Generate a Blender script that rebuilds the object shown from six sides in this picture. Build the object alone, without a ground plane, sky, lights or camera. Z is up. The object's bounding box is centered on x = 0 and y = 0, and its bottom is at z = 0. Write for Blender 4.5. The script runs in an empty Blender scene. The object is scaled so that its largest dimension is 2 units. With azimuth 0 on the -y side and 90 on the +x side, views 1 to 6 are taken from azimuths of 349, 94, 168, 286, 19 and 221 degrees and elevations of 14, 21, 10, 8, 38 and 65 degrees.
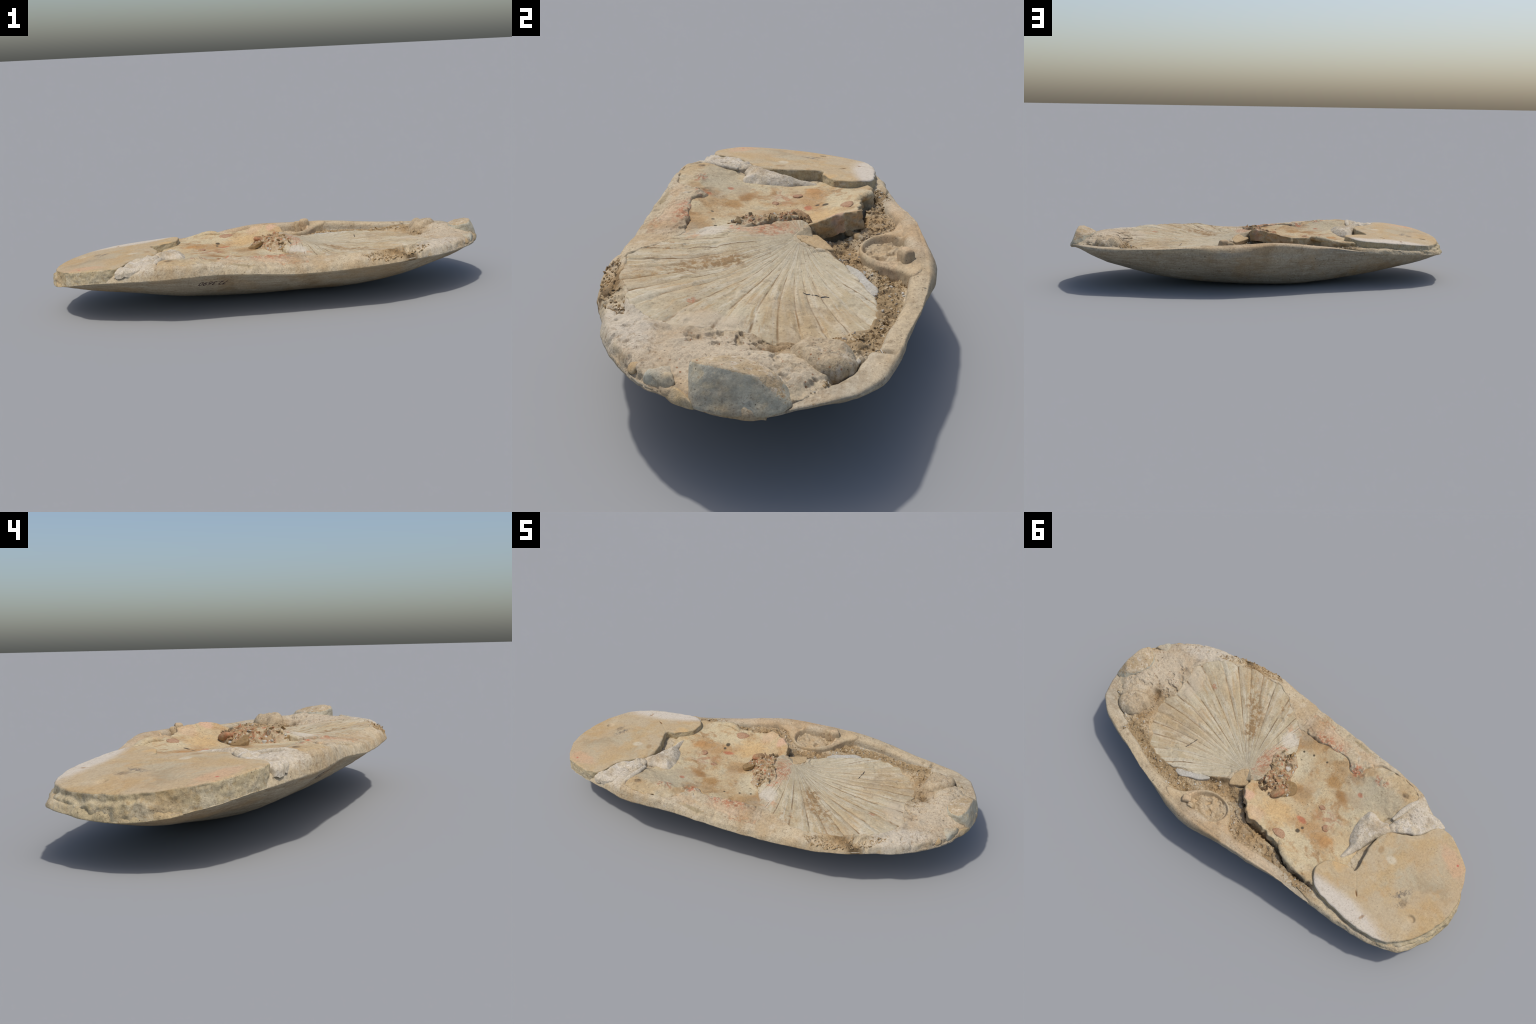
import bpy, bmesh, math
import numpy as np
from mathutils import Vector, Matrix, geometry
from mathutils.bvhtree import BVHTree

rng = np.random.default_rng(11)

# ------------------------------------------------------------------ helpers
def hash3(i, j, k, seed):
    h = (i * 374761393 + j * 668265263 + k * 2147483647 + seed * 974634777) & 0xFFFFFFFF
    h = ((h ^ (h >> 13)) * 1274126177) & 0xFFFFFFFF
    h = ((h ^ (h >> 16)) * 2246822519) & 0xFFFFFFFF
    return ((h ^ (h >> 15)) & 0xFFFFFF) / float(0xFFFFFF)

def vnoise(x, y, z=0.0, seed=0):
    """smooth value noise, -1..1"""
    x, y, z = np.broadcast_arrays(np.asarray(x, float), np.asarray(y, float), np.asarray(z, float))
    xi, yi, zi = np.floor(x).astype(np.int64), np.floor(y).astype(np.int64), np.floor(z).astype(np.int64)
    fx, fy, fz = x - xi, y - yi, z - zi
    fx, fy, fz = [f * f * f * (f * (f * 6 - 15) + 10) for f in (fx, fy, fz)]
    r = 0
    for a in (0, 1):
        for b in (0, 1):
            for c in (0, 1):
                w = (fx if a else 1 - fx) * (fy if b else 1 - fy) * (fz if c else 1 - fz)
                r = r + w * hash3(xi + a, yi + b, zi + c, seed)
    return r * 2 - 1

def fbm(x, y, z=0.0, freq=10.0, octaves=4, seed=0, gain=0.5):
    a, s, t = 1.0, 0.0, 0.0
    for o in range(octaves):
        s = s + a * vnoise(np.asarray(x) * freq + o * 7.3, np.asarray(y) * freq - o * 3.1, np.asarray(z) * freq, seed + o)
        t += a
        a *= gain
        freq *= 2.03
    return s / t

def sstep(a, b, v):
    t = np.clip((np.asarray(v, float) - a) / (b - a), 0, 1)
    return t * t * (3 - 2 * t)

def closed_curve(ctrl, n):
    """closed Catmull-Rom through control points, n samples evenly along the length"""
    c = np.array(ctrl, float)
    m = len(c)
    out = []
    for i in range(m):
        p0, p1, p2, p3 = c[i - 1], c[i], c[(i + 1) % m], c[(i + 2) % m]
        for t in np.linspace(0, 1, 24, endpoint=False):
            out.append(0.5 * ((2 * p1) + (p2 - p0) * t + (2 * p0 - 5 * p1 + 4 * p2 - p3) * t * t
                              + (3 * p1 - p0 - 3 * p2 + p3) * t ** 3))
    out = np.array(out)
    d = np.r_[0, np.cumsum(np.hypot(*np.diff(np.vstack([out, out[:1]])[:, :2], axis=0).T))]
    s = np.linspace(0, d[-1], n, endpoint=False)
    q = np.vstack([out, out[:1]])
    return np.stack([np.interp(s, d, q[:, k]) for k in range(c.shape[1])], 1)

def inside_distance(x, y, poly):
    """signed distance to polygon, positive inside"""
    x = np.asarray(x, float); y = np.asarray(y, float)
    P = np.asarray(poly, float)[:, :2]
    d = np.full(x.shape, 1e9)
    ins = np.zeros(x.shape, bool)
    for (ax, ay), (bx, by) in zip(P, np.roll(P, -1, 0)):
        ex, ey = bx - ax, by - ay
        t = np.clip(((x - ax) * ex + (y - ay) * ey) / (ex * ex + ey * ey + 1e-12), 0, 1)
        d = np.minimum(d, (x - ax - t * ex) ** 2 + (y - ay - t * ey) ** 2)
        c = (ay > y) != (by > y)
        ins ^= c & (x < ex * (y - ay) / (ey if ey else 1e-12) + ax)
    d = np.sqrt(d)
    return np.where(ins, d, -d)

def line_distance(x, y, pts):
    d = np.full(np.shape(x), 1e9)
    for (ax, ay), (bx, by) in zip(pts[:-1], pts[1:]):
        ex, ey = bx - ax, by - ay
        t = np.clip(((x - ax) * ex + (y - ay) * ey) / (ex * ex + ey * ey + 1e-12), 0, 1)
        d = np.minimum(d, (x - ax - t * ex) ** 2 + (y - ay - t * ey) ** 2)
    return np.sqrt(d)

class Sheet:
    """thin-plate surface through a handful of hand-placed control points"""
    def __init__(self, pts, smooth=0.0005):
        p = np.array(pts, float)
        self.c = p[:, :2]
        n = len(p)
        K = self.k(self.c[:, None] - self.c[None]) + np.eye(n) * smooth
        A = np.zeros((n + 3, n + 3))
        A[:n, :n] = K
        A[:n, n] = 1; A[:n, n + 1:] = self.c
        A[n, :n] = 1; A[n + 1:, :n] = self.c.T
        self.w = np.linalg.solve(A, np.r_[p[:, 2], 0, 0, 0])
    @staticmethod
    def k(d):
        r2 = (d ** 2).sum(-1)
        return 0.5 * r2 * np.log(r2 + 1e-12)
    def __call__(self, x, y):
        x = np.asarray(x, float); y = np.asarray(y, float)
        r = self.w[-3] + self.w[-2] * x + self.w[-1] * y
        for (cx, cy), w in zip(self.c, self.w):
            r2 = (x - cx) ** 2 + (y - cy) ** 2
            r = r + w * 0.5 * r2 * np.log(r2 + 1e-12)
        return r

# ------------------------------------------------------------------ scene root
root = bpy.data.objects.new("fossil_shell", None)
bpy.context.scene.collection.objects.link(root)
root["label"] = "worn cream fossil bivalve filled with ribbed scallop and stone"
root["category"] = "fossil"

def make_object(name, verts, faces, mat, parent=None, smooth=True):
    me = bpy.data.meshes.new(name)
    me.from_pydata([tuple(v) for v in np.asarray(verts, float)], [], [tuple(int(i) for i in f) for f in faces])
    me.validate(clean_customdata=False)
    me.update()
    if smooth:
        me.polygons.foreach_set("use_smooth", np.ones(len(me.polygons), bool))
    me.materials.append(mat)
    ob = bpy.data.objects.new(name, me)
    bpy.context.scene.collection.objects.link(ob)
    ob.parent = parent or root
    return ob

def ring_faces(nr, n, base=0):
    f = []
    i = np.arange(n); j = (i + 1) % n
    for r in range(nr - 1):
        a = base + r * n
        f += list(np.stack([a + i, a + j, a + n + j, a + n + i], 1))
    return f

# ------------------------------------------------------------------ materials
def lin(r, g, b, k=0.84):
    f = lambda c: ((c / 255 + 0.055) / 1.055) ** 2.4 if c > 10.3 else c / 255 / 12.92
    return (f(r) * k, f(g) * k, f(b) * k, 1)

class Mat:
    """small builder: layered procedural colour on object coordinates"""
    def __init__(self, name, base, rough=0.85):
        self.m = bpy.data.materials.new(name)
        self.m.use_nodes = True
        self.t = self.m.node_tree
        self.t.nodes.clear()
        self.out = self.t.nodes.new("ShaderNodeOutputMaterial")
        self.bsdf = self.t.nodes.new("ShaderNodeBsdfPrincipled")
        self.t.links.new(self.bsdf.outputs[0], self.out.inputs[0])
        self.bsdf.inputs["Roughness"].default_value = rough
        self.bsdf.inputs["Specular IOR Level"].default_value = 0.25
        self.co = self.t.nodes.new("ShaderNodeTexCoord").outputs["Object"]
        c = self.t.nodes.new("ShaderNodeRGB")
        c.outputs[0].default_value = base
        self.col = c.outputs[0]
        self.h = None
    def n(self, kind, **kw):
        x = self.t.nodes.new(kind)
        for k, v in kw.items():
            setattr(x, k, v)
        return x
    def link(self, a, b):
        self.t.links.new(a, b)
    def math(self, op, a, b=None, c=None, clamp=False):
        x = self.n("ShaderNodeMath", operation=op, use_clamp=clamp)
        for s, v in zip(x.inputs, (a, b, c)):
            if v is None: continue
            if hasattr(v, "links"): self.link(v, s)
            else: s.default_value = v
        return x.outputs[0]
    def mapped(self, loc=(0, 0, 0), rot=0.0, scale=(1, 1, 1)):
        x = self.n("ShaderNodeMapping", vector_type='TEXTURE')
        x.inputs["Location"].default_value = loc
        x.inputs["Rotation"].default_value = (0, 0, rot)
        x.inputs["Scale"].default_value = scale
        self.link(self.co, x.inputs["Vector"])
        return x.outputs[0]
    def noise(self, scale, detail=4, rough=0.6, vec=None, dist=0.0):
        x = self.n("ShaderNodeTexNoise")
        x.inputs["Scale"].default_value = scale
        x.inputs["Detail"].default_value = detail
        x.inputs["Roughness"].default_value = rough
        x.inputs["Distortion"].default_value = dist
        self.link(vec or self.co, x.inputs["Vector"])
        return x.outputs["Fac"]
    def ramp(self, v, lo, hi):
        x = self.n("ShaderNodeMapRange", interpolation_type='SMOOTHSTEP')
        x.inputs["From Min"].default_value = lo
        x.inputs["From Max"].default_value = hi
        self.link(v, x.inputs["Value"])
        return x.outputs["Result"]
    def mix(self, fac, col, amount=1.0):
        if amount != 1.0:
            fac = self.math('MULTIPLY', fac, amount)
        x = self.n("ShaderNodeMix", data_type='RGBA')
        self.link(fac, x.inputs[0])
        self.link(self.col, x.inputs[6])
        if hasattr(col, "links"): self.link(col, x.inputs[7])
        else: x.inputs[7].default_value = col
        self.col = x.outputs[2]
    def mottle(self, scale, lo, hi, col, amount=1.0, detail=5, vec=None, dist=0.4):
        self.mix(self.ramp(self.noise(scale, detail, vec=vec, dist=dist), lo, hi), col, amount)
    def patch_mask(self, x, y, rx, ry, rot=0.0, ragged=0.5, scale=22.0, soft=0.5, z=0.0, rz=10.0):
        v = self.mapped((x, y, z), math.radians(rot), (rx, ry, rz))
        ln = self.n("ShaderNodeVectorMath", operation='LENGTH')
        self.link(v, ln.inputs[0])
        nz = self.math('MULTIPLY_ADD', self.noise(scale, 5, 0.65), ragged * 4, -ragged * 2)
        d = self.math('ADD', ln.outputs["Value"], nz)
        return self.ramp(d, 1.0 + soft * 0.4, 1.0 - soft)
    def patch(self, x, y, rx, ry, col, amount=1.0, rot=0.0, ragged=0.5, scale=22.0, soft=0.5, speck=None, **kw):
        f = self.patch_mask(x, y, rx, ry, rot, ragged, scale, soft, **kw)
        if speck:
            f = self.math('MULTIPLY', f, self.ramp(self.noise(speck, 4, 0.7), 0.47, 0.58))
        self.mix(f, col, amount)
    def specks(self, scale, size, col, amount=1.0, keep=0.5, region=None):
        v = self.n("ShaderNodeTexVoronoi")
        v.inputs["Scale"].default_value = scale
        self.link(self.co, v.inputs["Vector"])
        f = self.ramp(v.outputs["Distance"], size, size * 0.6)
        sep = self.n("ShaderNodeSeparateColor")
        self.link(v.outputs["Color"], sep.inputs[0])
        f = self.math('MULTIPLY', f, self.math('GREATER_THAN', sep.outputs[0], keep))
        if region is not None:
            f = self.math('MULTIPLY', f, region)
        self.mix(f, col, amount)
    def bump(self, scale, strength, dist=0.004, detail=6, rough=0.65, vec=None):
        b = self.n("ShaderNodeBump")
        b.inputs["Strength"].default_value = strength
        b.inputs["Distance"].default_value = dist
        self.link(self.noise(scale, detail, rough, vec=vec), b.inputs["Height"])
        if self.h is not None: self.link(self.h, b.inputs["Normal"])
        self.h = b.outputs[0]
    def weather(self, amount=1.0):
        """fine grain, grey dust and thin hairline veins common to all the stone"""
        self.mottle(3.1, .50, .66, lin(190, 155, 107), .45 * amount, detail=6)
        self.mottle(4.3, .54, .68, lin(216, 203, 177), .42 * amount, detail=6)
        self.mottle(6.7, .55, .68, lin(152, 130, 98), .5 * amount, detail=7)
        v = self.n("ShaderNodeTexVoronoi", feature='DISTANCE_TO_EDGE')
        v.inputs["Scale"].default_value = 26
        w = self.n("ShaderNodeVectorMath", operation='ADD')
        nz = self.n("ShaderNodeTexNoise"); nz.inputs["Scale"].default_value = 30
        self.link(self.co, nz.inputs["Vector"])
        sc = self.n("ShaderNodeVectorMath", operation='SCALE'); sc.inputs["Scale"].default_value = .05
        self.link(nz.outputs["Color"], sc.inputs[0])
        self.link(self.co, w.inputs[0]); self.link(sc.outputs[0], w.inputs[1])
        self.link(w.outputs[0], v.inputs["Vector"])
        vein = self.math('MULTIPLY', self.ramp(v.outputs["Distance"], .035, .0), self.ramp(self.noise(9, 4), .52, .64))
        self.mix(vein, lin(118, 98, 74), .32 * amount)
        self.mottle(34, .56, .72, lin(150, 126, 92), .45 * amount, detail=9, dist=.1)
        self.mix(self.math('MULTIPLY', self.ramp(self.noise(150, 9, .82), .51, .64), self.ramp(self.noise(8, 5), .32, .60)), lin(124, 101, 73), .75 * amount)
        self.mix(self.math('MULTIPLY', self.ramp(self.noise(26, 9, .8, dist=.3), .56, .70), self.ramp(self.noise(5.5, 4), .42, .6)), lin(134, 107, 72), .75 * amount)
        self.specks(100, .18, lin(88, 76, 60), .8 * amount, .86)
        self.specks(46, .10, lin(80, 68, 54), .8 * amount, .85)
        self.mottle(12, .54, .70, lin(188, 178, 155), .25 * amount, detail=6)
        x = self.n("ShaderNodeMix", data_type='RGBA', blend_type='MULTIPLY')
        x.inputs[0].default_value = 1.0
        g = self.n("ShaderNodeMapRange")
        g.inputs["From Min"].default_value = .25; g.inputs["From Max"].default_value = .75
        g.inputs["To Min"].default_value = 1 - .42 * amount; g.inputs["To Max"].default_value = 1 + .22 * amount
        self.link(self.noise(110, 8, .85), g.inputs["Value"])
        cc = self.n("ShaderNodeCombineColor")
        for i in range(3): self.link(g.outputs[0], cc.inputs[i])
        self.link(self.col, x.inputs[6]); self.link(cc.outputs[0], x.inputs[7])
        self.col = x.outputs[2]
        return self
    def done(self, weather=1.0):
        if weather: self.weather(weather)
        self.link(self.col, self.bsdf.inputs["Base Color"])
        if self.h is not None: self.link(self.h, self.bsdf.inputs["Normal"])
        return self.m

TAN = lin(203, 181, 143)
CREAM = lin(216, 201, 172)
WHITE = lin(214, 202, 182)
OCHRE = lin(190, 152, 100)
BROWN = lin(150, 118, 78)
DARK = lin(92, 76, 56)
RUST = lin(192, 132, 98)
PINK = lin(216, 176, 140)
GREY = lin(178, 176, 164)
SANDC = lin(206, 189, 162)

def mat_shell():
    m = Mat("outer_shell_material", lin(190, 177, 153))
    # fine growth streaks run along the edge, tan and grey
    st = m.mapped(scale=(0.22, 0.05, 0.02))
    m.mottle(1.6, 0.42, 0.62, lin(174, 158, 132), 0.8, vec=st)
    m.mottle(3.3, 0.5, 0.68, lin(208, 196, 172), 0.7, vec=st)
    m.mottle(6, 0.52, 0.7, lin(176, 150, 112), 0.7)
    # warm smooth lip on the hinge side
    m.patch(0.55, 0.36, 0.55, 0.085, lin(208, 187, 152), 0.8, rot=-17, ragged=0.05, soft=0.35, z=0.245, rz=0.05)
    m.patch(-0.12, 0.385, 0.42, 0.07, lin(208, 183, 149), 0.8, rot=5, ragged=0.05, soft=0.35, z=0.245, rz=0.05)
    m.mottle(30, 0.58, 0.72, lin(150, 132, 104), 0.5)
    m.specks(34, 0.16, lin(96, 88, 74), 0.8, 0.82)
    m.specks(75, 0.2, lin(132, 104, 74), 0.7, 0.75)
    # old yellowed label varnish and a red paint dot
    m.patch(0.515, 0.395, 0.012, 0.02, lin(170, 40, 40), 1.0, ragged=0.1, soft=0.3, z=0.185, rz=0.008)
    m.bump(120, 0.35, 0.003)
    m.bump(2.2, 0.4, 0.006, vec=st)
    return m.done()

def mat_matrix():
    m = Mat("stone_matrix_material", lin(208, 190, 158))
    m.mottle(7, 0.42, 0.62, lin(198, 178, 144), 0.8)
    m.mottle(18, 0.5, 0.68, lin(216, 202, 176), 0.8)
    # pale sandy end
    m.patch(0.84, -0.10, 0.17, 0.24, SANDC, 0.95, rot=-25, ragged=0.35, scale=14)
    m.patch(0.70, -0.30, 0.13, 0.07, WHITE, 0.7, rot=25, ragged=0.4)
    # chalky white by the plate
    m.patch(-0.63, -0.25, 0.12, 0.07, WHITE, 0.9, rot=-50, ragged=0.4)
    # pink and rust bloom on the low-side band
    m.patch(-0.02, -0.32, 0.15, 0.05, lin(212, 178, 142), 0.6, ragged=0.4)
    m.patch(-0.06, -0.295, 0.12, 0.032, RUST, 0.9, ragged=0.4, speck=60)
    m.patch(-0.255, -0.262, 0.05, 0.035, lin(188, 118, 84), 0.9, ragged=0.4, speck=45)
    m.patch(-0.378, -0.29, 0.045, 0.028, lin(180, 116, 82), 0.9, ragged=0.4, speck=40)
    m.patch(-0.505, -0.301, 0.02, 0.015, lin(80, 70, 60), 0.9, ragged=0.3)
    m.patch(0.02, -0.37, 0.08, 0.02, lin(205, 150, 112), 0.7, ragged=0.5, speck=80)
    m.patch(-0.20, -0.38, 0.07, 0.012, lin(178, 160, 124), 0.9, ragged=0.25, rot=-8)
    # rubble trench: brown, mixed grain
    hs = m.patch_mask(0.50, 0.27, 0.34, 0.055, -10, 0.3, 16)
    m.mix(hs, lin(164, 138, 98), 0.85)
    for (x, y, rx, ry, rot) in ((-0.05, 0.28, 0.13, 0.07, 0), (-0.30, 0.315, 0.20, 0.04, -8), (0.17, 0.19, 0.16, 0.045, 15),
                                (0.75, 0.10, 0.06, 0.12, 0), (0.49, -0.385, 0.16, 0.03, -20), (0.0, 0.01, 0.11, 0.11, 0)):
        m.patch(x, y, rx, ry, lin(164, 137, 98), 0.85, rot=rot, ragged=0.3)
    for (x, y, rx, ry, rot, c, a) in ((-0.42, -0.28, 0.14, 0.05, -12, lin(200, 176, 138), .8), (0.0, -0.02, 0.08, 0.12, 0, lin(182, 148, 108), .5),
                                      (0.02, 0.06, 0.06, 0.05, 0, lin(164, 120, 84), .5), (-0.3, -0.34, 0.12, 0.03, -5, lin(206, 172, 130), .6)):
        m.patch(x, y, rx, ry, c, a, rot=rot, ragged=0.5)
    crust = m.patch_mask(0.0, -0.01, 0.10, 0.14, 0, 0.3, 20)
    for sc, lo, hi, c in ((30, .50, .60, lin(208, 190, 156)), (42, .53, .62, lin(190, 124, 88)), (26, .55, .66, lin(104, 82, 58)), (60, .56, .64, lin(210, 196, 168))):
        m.mix(m.math('MULTIPLY', crust, m.ramp(m.noise(sc, 4, dist=.8), lo, hi)), c, .85)
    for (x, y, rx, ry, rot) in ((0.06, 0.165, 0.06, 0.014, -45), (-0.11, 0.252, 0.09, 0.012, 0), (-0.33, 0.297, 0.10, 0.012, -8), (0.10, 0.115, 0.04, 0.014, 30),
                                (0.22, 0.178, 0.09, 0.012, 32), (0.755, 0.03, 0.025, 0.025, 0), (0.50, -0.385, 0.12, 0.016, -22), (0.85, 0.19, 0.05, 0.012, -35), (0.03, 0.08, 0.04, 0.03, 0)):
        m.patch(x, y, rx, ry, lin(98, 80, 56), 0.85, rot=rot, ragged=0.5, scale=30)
    m.mottle(55, 0.55, 0.7, lin(150, 124, 90), 0.55)
    # yellow stain at the broken toe
    m.patch(-0.97, 0.05, 0.10, 0.26, lin(202, 183, 142), 0.8, ragged=0.3)
    sand = m.patch_mask(0.84, -0.02, 0.2, 0.26, -20, 0.3, 14)
    m.specks(70, 0.22, lin(150, 98, 62), 0.8, 0.62, region=sand)
    m.specks(45, 0.2, lin(96, 88, 80), 0.8, 0.8, region=sand)
    m.specks(60, 0.18, lin(110, 88, 66), 0.6, 0.8)
    m.bump(160, 0.5, 0.004)
    m.bump(45, 0.35, 0.006)
    return m.done()

# fan geometry shared by mesh and material
APEX = (0.128, 0.072)
FAN_CURVE = 0.35
FAN_K = (7.4, 0.50, 2.3, 0.4, 0.28, 7.1)   # rib phase = k0*angle + k1*sin(k2*angle + k3) + k4*sin(k5*angle)

def mat_scallop():
    m = Mat("scallop_material", lin(203, 189, 159))
    sep = m.n("ShaderNodeSeparateXYZ")
    m.link(m.co, sep.inputs[0])
    dx = m.math('SUBTRACT', sep.outputs[0], APEX[0])
    dy = m.math('SUBTRACT', sep.outputs[1], APEX[1])
    th = m.math('ARCTAN2', dy, dx)
    rr = m.math('SQRT', m.math('ADD', m.math('MULTIPLY', dx, dx), m.math('MULTIPLY', dy, dy)))
    th = m.math('ADD', th, m.math('MULTIPLY', m.math('MULTIPLY', m.math('ADD', th, .8), FAN_CURVE), m.math('SUBTRACT', .35, rr)))
    fan = m.n("ShaderNodeCombineXYZ")
    m.link(m.math('MULTIPLY', th, 14.0), fan.inputs[0])
    m.link(m.math('MULTIPLY', rr, 3.5), fan.inputs[1])
    fv = fan.outputs[0]
    m.mottle(4, 0.42, 0.62, lin(190, 171, 134), 0.7, detail=4)
    m.mottle(1.3, 0.45, 0.62, lin(212, 201, 176), 0.9, vec=fv)
    m.mottle(2.6, 0.54, 0.68, lin(192, 166, 124), 0.8, vec=fv)
    m.mottle(5.5, 0.58, 0.7, lin(184, 154, 112), 0.7, vec=fv)
    for (x, y, rx, ry, rot, c, a, sp) in (
            (0.29, -0.15, 0.11, 0.045, -60, BROWN, 0.9, 40), (0.33, -0.22, 0.09, 0.05, -50, BROWN, 0.85, 45),
            (0.215, -0.31, 0.06, 0.035, -50, lin(168, 130, 84), 0.9, 30), (0.40, -0.30, 0.10, 0.05, -30, lin(182, 150, 106), 0.7, 40),
            (0.09, -0.03, 0.05, 0.10, 0, lin(208, 172, 138), 0.6, None), (0.10, 0.0, 0.04, 0.09, 10, lin(192, 132, 98), 0.8, 60),
            (0.085, -0.12, 0.03, 0.015, 30, lin(204, 120, 88), 0.9, 70), (0.564, -0.173, 0.028, 0.012, -25, lin(196, 128, 92), 0.8, 60),
            (0.08, -0.19, 0.05, 0.05, 0, lin(214, 203, 184), 0.8, None), (0.09, -0.24, 0.06, 0.03, 0, lin(206, 158, 118), 0.7, 40),
            (0.66, -0.12, 0.06, 0.10, 15, SANDC, 0.8, None)):
        m.patch(x, y, rx, ry, c, a, rot=rot, ragged=0.45, speck=sp)
    # broken darker brown lines along the furrows between ribs
    ph = m.math('ADD', m.math('MULTIPLY', th, FAN_K[0]),
                m.math('MULTIPLY', m.math('SINE', m.math('MULTIPLY_ADD', th, FAN_K[2], FAN_K[3])), FAN_K[1]))
    ph = m.math('ADD', ph, m.math('MULTIPLY', m.math('SINE', m.math('MULTIPLY', th, FAN_K[5])), FAN_K[4]))
    fr = m.math('ABSOLUTE', m.math('SUBTRACT', m.math('FRACT', ph), 0.5))
    fur = m.ramp(fr, 0.425, 0.492)
    fur = m.math('MULTIPLY', fur, m.ramp(m.noise(9, 5), 0.38, 0.58))
    m.mix(fur, lin(132, 106, 74), 0.95)
    m.specks(60, 0.16, lin(120, 96, 70), 0.6, 0.8)
    m.bump(140, 0.3, 0.003)
    m.bump(2.4, 0.45, 0.006, vec=fv)
    return m.done(.75)

def mat_mid():
    m = Mat("smooth_shell_interior_material", lin(202, 178, 138))
    m.mottle(5, 0.42, 0.6, lin(210, 194, 158), 0.9)
    m.mottle(7, 0.48, 0.62, lin(194, 158, 110), 0.9)
    m.mottle(15, 0.54, 0.68, lin(176, 136, 90), 0.75)
    m.mottle(3.2, 0.52, 0.64, lin(190, 160, 116), 0.7)
    m.patch(-0.40, -0.22, 0.16, 0.10, lin(196, 182, 152), 0.8, ragged=0.4)
    m.patch(-0.02, -0.12, 0.07, 0.09, lin(214, 203, 172), 0.7, ragged=0.4)
    for (x, y, rx, ry, c, a) in ((-0.278, -0.122, 0.05, 0.025, lin(166, 124, 76), 0.9), (-0.211, -0.158, 0.04, 0.04, lin(178, 136, 82), 0.8),
                                 (-0.30, 0.09, 0.11, 0.05, lin(190, 148, 98), 0.7), (-0.10, 0.12, 0.09, 0.06, lin(214, 178, 124), 0.7),
                                 (-0.207, 0.08, 0.028, 0.014, lin(194, 122, 88), 0.9), (-0.34, -0.18, 0.014, 0.012, lin(186, 116, 86), 0.8),
                                 (-0.36, 0.10, 0.035, 0.03, lin(196, 148, 94), 0.8), (-0.04, 0.205, 0.05, 0.04, lin(212, 182, 148), 0.7),
                                 (0.04, 0.165, 0.03, 0.03, lin(216, 176, 146), 0.8), (-0.34, -0.14, 0.06, 0.03, lin(184, 164, 132), 0.7)):
        m.patch(x, y, rx, ry, c, a, ragged=0.4)
    m.patch(-0.30, 0.0, 0.10, 0.05, lin(186, 130, 96), 0.6, ragged=0.5, speck=22)
    m.patch(-0.378, -0.29, 0.045, 0.028, lin(180, 116, 82), 0.9, ragged=0.4, speck=40)
    m.patch(-0.262, -0.258, 0.04, 0.03, lin(186, 118, 84), 0.9, ragged=0.4, speck=45)
    m.patch(-0.505, -0.301, 0.02, 0.015, lin(80, 70, 60), 0.9, ragged=0.3)
    m.patch(-0.44, -0.34, 0.16, 0.04, lin(206, 188, 152), 0.8, ragged=0.4)
    # dark painted spots standing in for tiny borings
    pit_spots = m.patch_mask(-0.22, 0.03, 0.12, 0.07, 0, 0.3, 12)
    m.specks(85, 0.22, lin(96, 80, 60), 0.9, 0.55, region=pit_spots)
    for (x, y, r) in ((0.002, -0.189, .006), (-0.047, -0.202, .006), (-0.117, -0.213, .006), (-0.015, -0.15, .003), (-0.228, 0.135, .012), (-0.235, 0.11, .008)):
        m.patch(x, y, r, r, lin(88, 78, 62), 0.95, ragged=0.12, soft=0.4, scale=80)
    m.specks(48, 0.13, lin(110, 90, 66), 0.7, 0.86)
    m.bump(90, 0.25, 0.003)
    m.bump(22, 0.3, 0.006)
    return m.done()

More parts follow.
